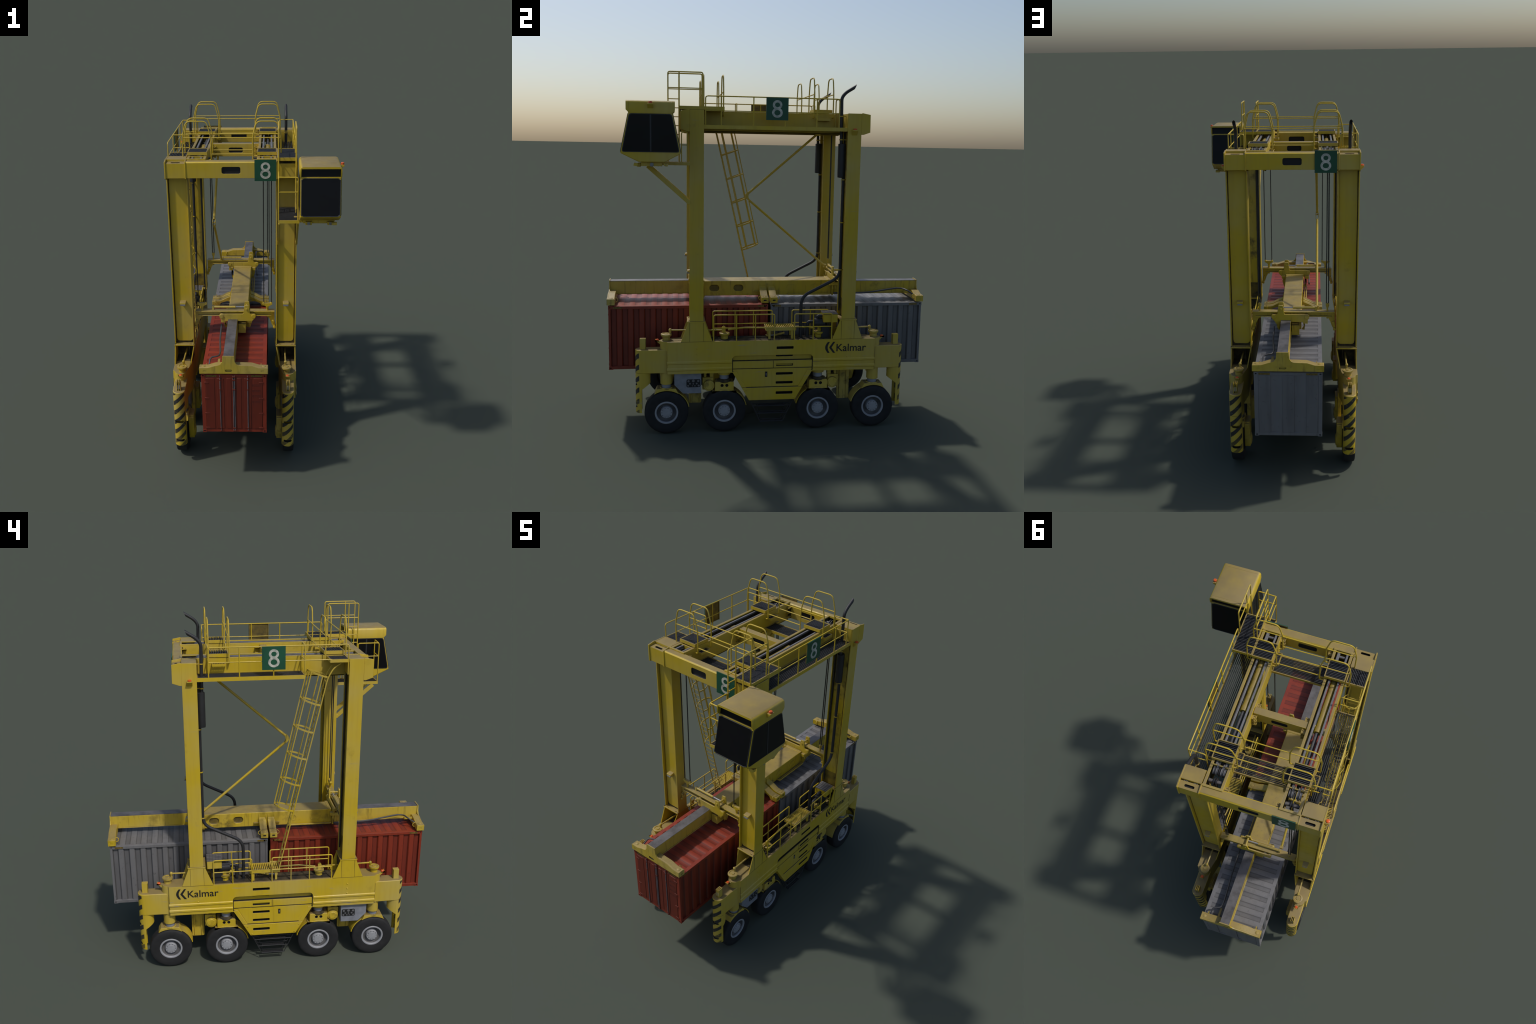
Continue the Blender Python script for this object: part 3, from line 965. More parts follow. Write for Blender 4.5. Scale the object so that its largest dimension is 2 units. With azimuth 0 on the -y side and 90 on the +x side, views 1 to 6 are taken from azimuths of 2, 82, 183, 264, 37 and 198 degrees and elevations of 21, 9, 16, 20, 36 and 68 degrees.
    make("stub_bracket", b, 'dirty', g, bevel=0.0008)
    b = B(s)
    for y in (-0.455, -0.441, 0.441, 0.455, 0.028, 0.042, -0.028, -0.042):
        for z in (1.7205, 1.7505, 1.7805):
            b.lathe([(0.0030, z - .002), (0.0030, z + 0.003), (0, z + 0.003)], (GX - 0.068, y, 0), n=6)
    make("bracket_bolt", b, 'dirty', g, kind="stuff")
    return g

def cross_beam():
    b = B(1)
    b.box(-0.142, 0.142, -0.0195, 0.0195, 1.715, 1.792)
    cc = B(1)
    for y0, y1 in ((0.0125, 0.05), (-0.05, -0.0125)):
        cc.prism(rrect(0.002, 1.7535, 0.086, 0.030, 0.009), 'y', y0, y1)
    make("cross_beam", b, 'yellow', root, bevel=0.0015, cut=cc)

ARCH_Y = (-0.3895, -0.2825, 0.2200, 0.3270)
def step_overs():
    """Hoop rails that lead over the girders, with treads and joining rails."""
    proto = None
    for y in ARCH_Y:
        for s in (1, -1):
            b = B()
            t = B()
            if proto is None:
                z0 = 1.778
                b.tube([(-0.058, 0, z0), (-0.080, 0, z0), (-0.080, 0, 1.909), (-0.057, 0, 1.9960), (0.057, 0, 1.9960), (0.080, 0, 1.909), (0.080, 0, z0), (0.058, 0, z0)], 0.0036, 8, 0.026, seg=7)
                proto = make("step_over_hoop", b, 'rail', root)
                proto.location = (XC + s * GX, y, 0)
            else:
                again(proto, (XC + s * GX, y, 0))
    for y in ARCH_Y:
        b = B(1)
        b.tube([(-GX - 0.080, y, 1.905), (GX + 0.080, y, 1.905)], 0.0030, 6)
        b.tube([(-GX + 0.080, y, 1.812), (GX - 0.080, y, 1.812)], 0.0030, 6)
        make("joining_rail", b, 'rail', root)
    for s in (1, -1):
        for y0, y1 in ((-0.388, -0.280), (0.2215, 0.3275)):
            x0, x1 = XC + s * GX - 0.0555, XC + s * GX + 0.0555
            grating("step_platform", x0, x1, y0, y1, 1.8235, 'x', frame=0.018, cross=0.9, dark_back=True)
            for k in ((-1, 1) if y0 > 0 else (-1,)):
                X0, X1 = sorted((GX + k * 0.054, GX + k * 0.086))
                a, c = sorted((XC + s * X0, XC + s * X1))
                ym = (y0 + y1) / 2
                grating("step_bracket", a, c, ym - 0.036, ym + 0.036, 1.776, 'x', frame=0.014, cross=0.016, lip=0.004)
    for y0, y1 in ((-0.3895, -0.2825), (0.2200, 0.3270)):
        grating("cross_walkway", XC - GX + 0.0535, XC + GX - 0.0535, y0, y1, 1.716, 'x', frame=0.016, cross=0.9)

def side_walkways():
    # cab side: full length
    grating("side_walkway", XC + GX + 0.054, 0.2575, -0.3915, 0.3915, 1.7245, 'y', frame=0.020, cross=0.9, step=0.0098)
    # ladder side: opening for the ladder, small landing in front
    grating("side_walkway", -0.4715, XC - GX - 0.054, -0.1615, 0.3915, 1.7245, 'y', frame=0.020, cross=0.9, step=0.0098)
    grating("ladder_landing", -0.4705, -0.3640, -0.3910, -0.2910, 1.8010, 'y', frame=0.017, cross=0.03, dark_back=True)
    grating("cab_landing", 0.1465, 0.2560, -0.5225, -0.2830, 1.8215, 'x', frame=0.018, cross=0.9, dark_back=True)
    b = B()
    xo = 0.2545
    b.tube([(xo, -0.384, 1.725), (xo, -0.384, 1.876), (xo, 0.343, 1.876), (xo, 0.343, 1.725)], 0.0033, 8, 0.014)
    b.tube([(xo, -0.384, 1.800), (xo, 0.343, 1.800)], 0.0028, 6)
    for y in (-0.301, -0.127, 0.045, 0.219):
        b.tube([(xo, y, 1.725), (xo, y, 1.876)], 0.0033, 6)
    b.tube([(xo, 0.343, 1.876), (0.166, 0.343, 1.876), (0.166, 0.343, 1.725)], 0.0033, 8, 0.014)
    b.tube([(xo, 0.343, 1.800), (0.166, 0.343, 1.800)], 0.0028, 6)
    make("walkway_rail", b, 'rail', root)
    b = B()
    xo = -0.4685
    b.tube([(xo, -0.386, 1.720), (xo, -0.386, 1.876), (xo, 0.332, 1.876), (xo, 0.332, 1.725)], 0.0033, 8, 0.014)
    b.tube([(xo, -0.300, 1.800), (xo, 0.332, 1.800)], 0.0028, 6)
    for y in (-0.161, 0.0, 0.175):
        b.tube([(xo, y, 1.725), (xo, y, 1.876)], 0.0033, 6)
    for y in (0.332, -0.161):
        b.tube([(xo, y, 1.876), (-0.372, y, 1.876), (-0.372, y, 1.725)], 0.0033, 8, 0.014)
        b.tube([(xo, y, 1.800), (-0.372, y, 1.800)], 0.0028, 6)
    make("walkway_rail", b, 'rail', root)

def number_sign(x, y, zc, facing):
    """Green board with a big figure eight; facing is 'x+','x-','y+','y-'."""
    ax = facing[0]
    d = 1 if facing[1] == '+' else -1
    b = B()
    if ax == 'x':
        b.box(x - 0.002, x + 0.002, y - 0.060, y + 0.060, zc - 0.060, zc + 0.060)
    else:
        b.box(x - 0.060, x + 0.060, y - 0.002, y + 0.002, zc - 0.060, zc + 0.060)
    sign = make("number_sign", b, 'green', root)
    b = B()   # painted back with stiffener
    if ax == 'x':
        b.box(x - d * 0.0022, x - d * 0.0040, y - 0.0595, y + 0.0595, zc - 0.0595, zc + 0.0595)
        b.box(x - d * 0.004, x - d * 0.008, y - 0.0595, y - 0.0555, zc - 0.0595, zc + 0.0595)
        b.box(x - d * 0.004, x - d * 0.008, y + 0.0555, y + 0.0595, zc - 0.0595, zc + 0.0595)
        make("sign_back", b, 'signback', sign)
    else:
        b.box(x - 0.0595, x + 0.0595, y - d * 0.0022, y - d * 0.0040, zc - 0.0595, zc + 0.0595)
        make("sign_back", b, 'signback', sign)
    b = B()
    c = y if ax == 'x' else x
    n = 28
    for k, (dz, rw, rh) in enumerate(((0.0210, 0.0258, 0.0245), (-0.0205, 0.0290, 0.0265))):
        th = 0.0122
        o = [(c + rw * cos(2 * pi * i / n), zc + dz + rh * sin(2 * pi * i / n)) for i in range(n)]
        q = [(c + (rw - th) * cos(2 * pi * i / n), zc + dz + (rh - th) * sin(2 * pi * i / n)) for i in range(n)]
        h = (x if ax == 'x' else y)
        b.ring(o, q, ax, h + d * 0.0015, h + d * (0.0028 + 0.0004 * k))
    make("numeral", b, 'white', sign)

def logo(s, sill):
    """Chevron mark and word on the sill."""
    X0, X1 = 0.3592, 0.3608
    b = B(s)
    def at(u, w):        # u runs in reading direction
        return ((0.301 + u) if s > 0 else (0.552 - u), w)
    def arc(u, k, z0, z1, bow):
        return [(u - bow * sin(pi * t / k), z0 + (z1 - z0) * t / k) for t in range(k + 1)]
    left = arc(0.0150, 10, 0.4560, 0.5205, 0.0150)
    right = arc(0.0270, 10, 0.4560, 0.5205, 0.0125)
    b.prism([at(*p) for p in left + right[::-1]], 'x', X0, X1)
    b.prism([at(*p) for p in ((0.0455, 0.5205), (0.0575, 0.5205), (0.0370, 0.4880), (0.0600, 0.4560), (0.0465, 0.4560), (0.0240, 0.4860), (0.0245, 0.4905))], 'x', X0, X1)
    make("emblem", b, 'ink', sill)
    me = mesh_text("Kalmar", 0.0610, 0.0006)
    me.materials.append(M['ink'])
    ob = bpy.data.objects.new("lettering", me)
    bpy.context.collection.objects.link(ob)
    ob.parent = sill
    xs = [v.co.x for v in me.vertices]
    k = 0.174 / (max(xs) - min(xs))
    ob.scale = (k, 1.0, 1.0)
    ob.rotation_euler = (radians(90), 0, radians(90 if s > 0 else -90))
    y0 = 0.367 if s > 0 else 0.487
    ob.location = (XC + s * 0.3698, y0 - (min(xs) * k if s > 0 else -min(xs) * k), 0.4655)

# ================================================================== cab
def cab():
    c = empty("cab", root)
    X0, X1, ym = 0.2660, 0.4760, -0.667
    def pr(dy, z): return (ym + dy, z)
    b = B()
    body = [pr(-0.108, 1.774), pr(0.108, 1.774), pr(0.150, 1.573), pr(0.070, 1.530), pr(-0.060, 1.530), pr(-0.150, 1.573)]
    b.prism(body, 'x', X0, X1)
    shell = make("cab_shell", b, 'yellow', c, bevel=0.004, seg=3)
    b = B()    # dark upper windows under the roof overhang
    b.prism([pr(-0.104, 1.7735), pr(0.104, 1.7735), pr(0.096, 1.822), pr(-0.096, 1.822)], 'x', X0 + 0.003, X1 - 0.003)
    make("upper_window", b, 'glass', c)
    # roof: side panels and top in one cap with rounded shoulders
    roof = [(X0 - 0.002, 1.770), (X0 - 0.002, 1.819), (X0 + 0.003, 1.828), (X0 + 0.013, 1.8325), (X1 - 0.013, 1.8325), (X1 - 0.003, 1.828), (X1 + 0.002, 1.819), (X1 + 0.002, 1.770), (X1 - 0.004, 1.770), (X1 - 0.004, 1.822), (X0 + 0.004, 1.822), (X0 + 0.004, 1.770)]
    b = B()
    b.prism(roof, 'y', ym - 0.104, ym + 0.104)
    make("cab_roof", b, 'yellow', c, angle=50)
    for k in (-1, 1):
        b = B()     # overhanging end with a cut lower corner
        ra, rb = roof[:], None
        A = [b.v((x, ym + k * 0.1045, z)) for x, z in roof]
        far = [(x, (1.786 if z < 1.78 else z)) for x, z in roof]
        C = [b.v((x, ym + k * 0.1205, z)) for x, z in far]
        n = len(roof)
        b.f(A[::-1]); b.f(C)
        for i in range(n):
            j = (i + 1) % n
            b.f([A[i], A[j], C[j], C[i]])
        make("roof_visor", b, 'yellow', c, angle=50)
    # glazing: side windows follow the slanted sides, end windows are rectangles
    win = rounded([pr(-0.1055, 1.768), pr(0.1055, 1.768), pr(0.1435, 1.579), pr(-0.1435, 1.579)], 0.014, 5)
    for xa, d in ((X1, 1), (X0, -1)):
        b = B()
        b.ring(win, inset(win, 0.005), 'x', xa - d * 0.001, xa + d * 0.0022)
        make("window_gasket", b, 'gasket', c)
        b = B()
        b.prism(inset(win, 0.004), 'x', xa - d * 0.001, xa + d * 0.0012)
        w = make("side_window", b, 'glass', c)
        b = B()
        b.box(xa - d * 0.0005, xa + d * 0.0022, ym - 0.0035, ym + 0.0035, 1.581, 1.766)
        make("window_bar", b, 'gasket', w)
    for k in (-1, 1):
        pan = rrect((X0 + X1) / 2, 0.5, X1 - X0 - 0.010, 0.955, 0.016, 5)
        ratio = 1.774 - 1.573
        def on(p, off):
            # maps panel height 0..1 on to the sloping end wall; corner radius is kept
            u = 0.5 + (p[1] - 0.5)
            z = 1.573 + ratio * u
            return (p[0], ym + k * (0.150 - 0.042 * u + off), z)
        out = [(p[0], 0.5 + (p[1] - 0.5)) for p in rrect((X0 + X1) / 2, 0.5, X1 - X0 - 0.010, 0.95, 0.016, 5)]
        # corner radius must look round: stretch heights near the corners
        def fix(p):
            lim, r = 0.475, 0.016
            dv = p[1] - 0.5
            if abs(dv) > lim - r:
                sgn = 1 if dv > 0 else -1
                dv = sgn * (lim - r / ratio + (abs(dv) - (lim - r)) / ratio)
            return (p[0], 0.5 + dv)
        out = [fix(p) for p in out]
        b = B()
        A = [b.v(on(p, -0.002)) for p in out]
        C = [b.v(on(p, 0.0012)) for p in out]
        b.f(A[::-1]); b.f(C)
        for i in range(len(out)):
            j = (i + 1) % len(out)
            b.f([A[i], A[j], C[j], C[i]])
        make("end_window", b, 'glass', c)
        b = B()
        b.tube([on(p, 0.0008) for p in out], 0.0022, 6, closed=True)
        make("window_gasket", b, 'gasket', c)
    b = B()   # sill lip of the upper windows
    for k in (-1, 1):
        a, q = sorted((ym + k * 0.103, ym + k * 0.110))
        b.box(X0, X1, a, q, 1.772, 1.778)
    make("window_lip", b, 'yellow', c, bevel=0.001)
    # beacon
    b = B()
    b.prism([(X1, 1.792), (X1, 1.818), (0.4985, 1.818), (0.4985, 1.812)], 'y', ym - 0.0145, ym + 0.0145)
    br = make("beacon_bracket", b, 'yellow', c, bevel=0.001)
    b = B()
    b.lathe([(0.0090, 1.818), (0.0090, 1.8265), (0.007, 1.8285), (0, 1.8285)], (0.4890, ym, 0), n=16)
    make("beacon", b, 'beacon', br)
    # carrying frame, headlights, braces
    b = B()
    b.box(0.285, 0.452, ym - 0.050, ym + 0.056, 1.509, 1.5305)
    make("cab_base", b, 'dirty', c, bevel=0.001)
    for x in (0.314, 0.430):
        b = B()
        b.box(x - 0.017, x + 0.017, -0.735, -0.718, 1.505, 1.523)
        h = make("headlight", b, 'dirty', c, bevel=0.002)
        b = B()
        b.lathe([(0.0085, 0), (0.0085, -0.003), (0, -0.004)], (x, -0.7345, 1.514), 'y', 12)
        make("headlight_glass", b, 'lens', h)
    b = B()
    b.lathe([(0.010, 0.452), (0.010, 0.458), (0, 0.459)], (0, ym + 0.004, 1.517), 'x', 14)
    make("headlight_glass", b, 'lens', c)
    b = B()
    for y, z in ((-0.742, 1.517), (-0.592, 1.517)):
        b.prism([(y - 0.012, z - 0.006), (y + 0.008, z - 0.009), (y + 0.012, z + 0.005), (y - 0.008, z + 0.008)], 'x', 0.435, 0.462)
    make("work_light", b, 'dirty', c, bevel=0.001)
    grating("cab_platform", 0.1515, 0.2655, -0.7200, -0.4640, 1.5265, 'x', frame=0.017, parent=c, cross=0.022)
    b = B()
    b.box(0.1520, 0.1600, -0.464, -0.452, 1.507, 1.5265)
    b.box(0.2380, 0.2660, -0.66, -0.640, 1.5085, 1.526)
    b.box(0.26, 0.30, -0.70, -0.63, 1.5085, 1.5255)
    make("platform_bracket", b, 'yellow', c)
    b = B()
    for x in (0.1575, 0.2585):
        u = Vector((0, -0.688 + 0.473, 1.503 - 1.312)).normalized()
        w = Vector((0, -u.z, u.y)) * 0.0115
        p, q = Vector((0, -0.470, 1.311)), Vector((0, -0.690, 1.5055))
        b.prism([((p + w).y, (p + w).z), ((q + w).y, (q + w).z), ((q - w).y, (q - w).z), ((p - w).y, (p - w).z)], 'x', x - 0.0055, x + 0.0055)
        b.box(x - 0.0065, x + 0.0065, -0.480, -0.464, 1.302, 1.322)
    make("cab_brace", b, 'yellow', c, bevel=0.001)
    # ladder and high rails up to the landing
    b = B()
    for x in (0.1545, 0.2500):
        b.tube([(x, -0.5815, 1.527), (x, -0.5815, 1.9965), (x, -0.3985, 1.9965), (x, -0.3985, 1.8215)], 0.0035, 8, 0.012)
        b.tube([(x, -0.5230, 1.527), (x, -0.5230, 1.9965)], 0.0035, 8)
        b.tube([(x, -0.5815, 1.9140), (x, -0.3985, 1.9140)], 0.0030, 6)
    make("cab_ladder_rail", b, 'rail', c)
    b = B()
    for k in range(7):
        z = 1.862 - 0.0475 * k
        b.tube([(0.1545, -0.5815, z), (0.1545, -0.5230, z)], 0.0028, 6)
    make("ladder_rung", b, 'rail', c, kind="stuff")
    b = B()
    z = 1.760
    b.tube([(0.1540, -0.588, 1.527), (0.1540, -0.588, z), (0.1540, -0.716, z), (0.1540, -0.716, 1.527)], 0.0034, 8, 0.012)
    b.tube([(0.1540, -0.588, 1.681), (0.1540, -0.716, 1.681)], 0.0028, 6)
    b.tube([(0.1540, -0.712, z), (0.2570, -0.716, z), (0.2570, -0.716, 1.527)], 0.0034, 8, 0.012)
    b.tube([(0.1540, -0.716, 1.681), (0.2570, -0.716, 1.681)], 0.0028, 6)
    b.tube([(0.2580, -0.511, 1.527), (0.2580, -0.511, 1.687), (0.2580, -0.480, 1.687), (0.2580, -0.480, 1.527)], 0.0030, 8, 0.015)
    b.tube([(0.2580, -0.511, 1.617), (0.2580, -0.480, 1.617)], 0.0026, 6)
    make("platform_rail", b, 'rail', c)

# ================================================================== ladder, exhaust, ropes
def caged_ladder():
    lad = empty("caged_ladder", root)
    xc, hw = -0.4200, 0.0310
    def at(x, z, back=0.0):
        """Point on the leaning ladder; back measures towards +y."""
        y = -0.2860 + (1.705 - z) * 0.2275
        return (x, y + back, z)
    for k in (-1, 1):
        b = B()
        x = xc + k * hw
        b.tube([at(x, 0.600), at(x, 1.700), (x, -0.315, 1.752), (x, -0.352, 1.776)], 0.0036, 8, 0.03)
        make("ladder_stringer", b, 'rail', lad)
    b = B()
    for k in range(29):
        z = 0.640 + 0.0370 * k
        b.tube([at(xc - hw, z), at(xc + hw, z)], 0.0024, 6)
    make("ladder_rung", b, 'rail', lad, kind="stuff")
    # hoops: rings on the +y side, tilted square to the stringers
    hoop_z = [0.956 + 0.1495 * k for k in range(6)]
    for z in hoop_z:
        b = B()
        rows = []
        for k in range(17):
            a = pi * k / 16
            u, w = cos(a), sin(a)
            back = 0.004 + 0.110 * (w ** 0.8)
            x = xc + 0.047 * u * (1 if w > 0.05 else hw / 0.047)
            o = Vector((u, w, 0)) * 0.0011
            c = Vector(at(x, z + back * 0.33, back))
            rows.append([b.v(c + o * p + Vector((0, 0, q * 0.0046))) for p, q in ((-1, -1), (1, -1), (1, 1), (-1, 1))])
        for r0, r1 in zip(rows, rows[1:]):
            for k in range(4):
                b.f([r0[k], r0[(k + 1) % 4], r1[(k + 1) % 4], r1[k]])
        b.f(rows[0]); b.f(rows[-1])
        make("cage_hoop", b, 'rail', lad)
    b = B()
    for k in (1, 4.5, 8, 11.5, 15):
        a = pi * k / 16
        back = 0.004 + 0.110 * (sin(a) ** 0.8)
        x = xc + 0.047 * cos(a)
        b.tube([at(x, hoop_z[0] + back * 0.33, back), at(x, hoop_z[-1] + back * 0.33, back)], 0.0034, 6)
    make("cage_bar", b, 'rail', lad)

def exhaust(s):
    X = 0.3165
    b = B(s)
    path = [(X, 0.165, 0.523), (X, 0.165, 0.775), (X, 0.386, 0.887), (X, 0.387, 1.46)]
    b.tube(path, 0.0092, 12, 0.05)
    ex = make("exhaust_pipe", b, 'pipe', root)
    b = B(s)
    b.lathe([(0.010, 1.450), (0.0215, 1.453), (0.0220, 1.458), (0.0220, 1.632), (0.0215, 1.637), (0.010, 1.640)], (X, 0.3745, 0), n=24)
    make("muffler", b, 'pipe', ex)
    b = B(s)
    tip = B(s)
    pts = [(X, 0.3690, 1.635), (X, 0.3640, 1.888), (X, 0.3870, 1.9165), (X, 0.4280, 1.9415)]
    b.tube(pts, 0.0092, 12, 0.04, seg=7)
    # obliquely cut mouth: upper lip reaches further
    o, r = Vector((X, 0.4280, 1.9415)), 0.0092
    d = Vector((0, 0.0410, 0.0250)).normalized()
    e1, e2 = Vector((1, 0, 0)), Vector((0, -d.z, d.y))
    lo, hi = [], []
    for k in range(16):
        a = 2 * pi * k / 16
        q = o + e1 * r * cos(a) + e2 * r * sin(a)
        lo.append(b.v(q))
        hi.append(b.v(q + d * (0.001 + 0.026 * (1 + sin(a)) / 2)))
    for k in range(16):
        j = (k + 1) % 16
        b.f([lo[k], lo[j], hi[j], hi[k]])
    make("exhaust_stack", b, 'pipe', ex)
    b = B(s)
    for y, z in ((0.387, 1.44), (0.387, 1.20), (0.387, 0.93), (0.3685, 1.66), (0.3660, 1.787)):
        b.tube([(X, y, z - 0.003), (X, y, z + 0.003)], 0.0120, 12)
        b.box(X - 0.003, X + 0.003, y, 0.424, z - 0.002, z + 0.002)
    make("pipe_clamp", b, 'dirty', ex)

def hoist():
    b = B()
    for x in (0.069, 0.115, -0.281, -0.325):
        b.tube([(x, -0.430, 0.905), (x, -0.430, 1.785)], 0.0032, 6)
    for x in (0.090, -0.304):
        for d in (-0.0062, 0.0062):
            b.tube([(x + d, 0.430, 0.905), (x + d * .8, 0.430, 1.775)], 0.0034, 6)
    make("hoist_rope", b, 'rope', root)
    # folding cable arm
    arm = empty("folding_arm", root)
    knee, top, low = Vector((-0.245, -0.106, 1.315)), Vector((-0.238, 0.330, 1.700)), Vector((-0.243, 0.394, 0.876))
    for a, q in ((top, Vector((-0.245, -0.094, 1.331))), (low, Vector((-0.245, -0.092, 1.288)))):
        b = B()
        b.tube([a, q], 0.0072, 10)
        make("arm_tube", b, 'yellow', arm)
    b = B()
    for dx in (-0.008, 0.008):
        b.prism(rounded([(-0.100, 1.338), (-0.090, 1.334), (-0.098, 1.305), (-0.088, 1.290), (-0.100, 1.288), (-0.114, 1.306), (-0.114, 1.322)], 0.003), 'x', knee.x + dx - .0015, knee.x + dx + .0015)
    b.tube([(knee.x - .010, -0.106, 1.3155), (knee.x + .010, -0.106, 1.3155)], 0.0035, 8)
    make("arm_knuckle", b, 'dirty', arm)
    b = B()
    b.box(-0.246, -0.230, 0.318, 0.342, 1.685, 1.722)
    b.box(low.x - .010, low.x + .010, 0.388, 0.404, 0.865, 0.885)
    make("arm_pivot", b, 'dirty', arm)

# ================================================================== spreader
def spreader():
    sp = empty("spreader", root)
    def BS(sx=1, sy=1): return B(sx, sy, XS)
    # main beam: open and blind oval windows swap sides (half-turn symmetry)
    b = BS()
    b.box(-0.0590, 0.0590, -0.374, 0.374, 0.7340, 0.8235)
    cc = BS()
    for k in (1, -1):
        for y in (0.315, 0.171):
            cc.prism(rrect(-k * y, 0.780, 0.056, 0.036, 0.017), 'x', k * 0.0520, k * 0.08)
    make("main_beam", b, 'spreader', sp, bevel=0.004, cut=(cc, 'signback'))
    b = BS()
    for k in (1, -1):
        for y in (0.150, 0.292):
            o = rrect(k * y, 0.780, 0.060, 0.038, 0.018)
            b.ring(o, inset(o, 0.0035), 'x', k * 0.0580, k * 0.0610)
    make("blind_window_rim", b, 'spreader', sp)
    for k in (-1, 1):          # k = -1: red end
        # telescopic beam, offset to one side, with a bare slide plate on top
        xo = 0.0275 * k
        b = BS()
        ys = sorted((k * 0.372, k * 0.926))
        b.box(xo - 0.0285, xo + 0.0285, ys[0], ys[1], 0.7420, 0.8150)
        b.box(xo - 0.0320, xo + 0.0320, ys[0], ys[1], 0.7380, 0.7420)
        tb = make("telescopic_beam", b, 'spreader', sp, bevel=0.0015)
        b = BS()
        b.box(xo - 0.0280, xo + 0.0280, ys[0] if k > 0 else ys[0] + 0.001, ys[1] - .001 if k > 0 else ys[1], 0.8155, 0.8175)
        make("slide_plate", b, 'worn', tb)
        # stub of the opposite beam
        b = BS()
        y2 = sorted((k * 0.372, k * 0.455))
        b.box(-xo - 0.022, -xo + 0.022, y2[0], y2[1], 0.722, 0.782)
        make("beam_stub", b, 'dirty', sp, bevel=0.001)
        b = BS()
        y3 = sorted((k * 0.372, k * 0.392))
        b.box(-0.061, 0.061, y3[0], y3[1], 0.733, 0.8265)
        make("beam_mouth", b, 'spreader', sp, bevel=0.002)
        b = BS()
        y4 = sorted((k * 0.392, k * 0.3925))
        b.box(-xo - 0.022, -xo + 0.022, y4[0], y4[1], 0.783, 0.812)
        make("mouth_dark_plate", b, 'dark', sp)  # thin dark plate stands in for the gap above the stub
        # end transverse with arched top
        b = BS()
        up = xo
        half = [(-0.187, 0.7145), (-0.187, 0.7480), (-0.140, 0.7490), (-0.100, 0.7620), (up - 0.060, 0.7640), (up - 0.045, 0.770), (up - 0.0345, 0.786), (up - 0.0320, 0.8215),
                (up + 0.0320, 0.8215), (up + 0.0345, 0.786), (up + 0.045, 0.770), (up + 0.060, 0.7640), (0.100, 0.7620), (0.140, 0.7490), (0.187, 0.7480), (0.187, 0.7145)]
        cc = BS()
        cc.prism(rrect(up, 0.7335, 0.038, 0.013, 0.0065), 'y', k * 0.910, k * 0.95)
        for dx in (-0.158, 0.158):
            cc.prism(rrect(dx, 0.7310, 0.018, 0.0075, 0.0037), 'y', k * 0.910, k * 0.95)
        b.prism(half, 'y', k * 0.9245, k * 0.9305)
        et = make("end_transverse", b, 'spreader', sp, bevel=0.0012, cut=cc)
        b = BS()
        low = [p for i, p in enumerate(half) if i not in (5, 6, 7, 8, 9, 10)]
        b.prism(low, 'y', k * 0.8885, k * 0.9244)
        make("transverse_box", b, 'spreader', et, bevel=0.0015)
        for dx in (-1, 1):
            b = BS()
            yb = sorted((k * 0.8865, k * 0.9295))
            b.box(dx * 0.1885 - (dx > 0) * 0.040, dx * 0.1885 + (dx < 0) * 0.040, yb[0], yb[1], 0.7130, 0.7450)
            cc = BS()
            cc.prism(rrect(k * 0.908, 0.7290, 0.016, 0.008, 0.004), 'x', dx * 0.180, dx * 0.20)
            tw = make("twistlock_box", b, 'spreader', et, bevel=0.0012, cut=cc)
            b = BS()
            b.lathe([(0.010, 0.746), (0.010, 0.7500), (0.006, 0.7515), (0, 0.7515)], (dx * 0.165, k * 0.907, 0), n=14)
            make("twistlock_cap", b, 'dirty', tw)
            b = BS()
            pts = [(dx * 0.150, k * (0.887 - 0.016 * sin(pi * i / 6)), 0.736 - 0.014 * cos(pi * i / 6)) for i in range(7)]
            b.tube(pts, 0.0022, 6)
            make("guide_hook", b, 'spreader', tw)
        # twin middle transverse
        b = BS()
        arm = [(0.055, 0.7450), (0.055, 0.7950), (0.068, 0.780), (0.100, 0.767), (0.130, 0.7510), (0.150, 0.7480), (0.187, 0.7470), (0.187, 0.7150), (0.140, 0.7150), (0.130, 0.735), (0.090, 0.748)]
        for dx in (1, -1):
            b.prism([(dx * x, z) for x, z in arm], 'y', k * 0.0055, k * 0.0475)
        mt = make("middle_transverse", b, 'spreader', sp, bevel=0.0015)
        b = BS()
        for dx in (1, -1):
            for y in (0.0075, 0.0455):
                b.prism([(dx * 0.0588, 0.815), (dx * 0.063, 0.805), (dx * 0.068, 0.782), (dx * 0.0588, 0.760)], 'y', k * (y - 0.001), k * (y + 0.001))
            b.box(dx * 0.0588, dx * 0.075, min(k * 0.048, k * 0.078), max(k * 0.048, k * 0.078), 0.7600, 0.7620)
        make("gusset", b, 'spreader', mt)
        for dx in (1, -1):
            b = BS()
            b.lathe([(0.010, 0.744), (0.010, 0.7495), (0.006, 0.751), (0, 0.751)], (dx * 0.166, k * 0.0265, 0), n=14)
            b.box(dx * 0.1500 - .0006, dx * 0.1500 + .0006, min(k * .006, k * .047), max(k * .006, k * .047), 0.7470, 0.7488)
            make("twistlock_cap", b, 'dirty', mt)
            b = BS()
            b.prism(rrect(k * 0.0265, 0.7305, 0.018, 0.008, 0.004), 'x', dx * 0.1865, dx * 0.1876)
            make("twistlock_dark_patch", b, 'dark', mt)  # dark patch laid on the face in place of a slot
            b = BS()
            pts = [(dx * 0.165, k * (0.0470 + 0.015 * sin(pi * i / 6)), 0.741 - 0.013 * cos(pi * i / 6)) for i in range(7)]
            b.tube(pts, 0.0022, 6)
            make("guide_hook", b, 'spreader', mt)
        # hose along the telescopic beam
        b = B()
        hx = XS + k * 0.100
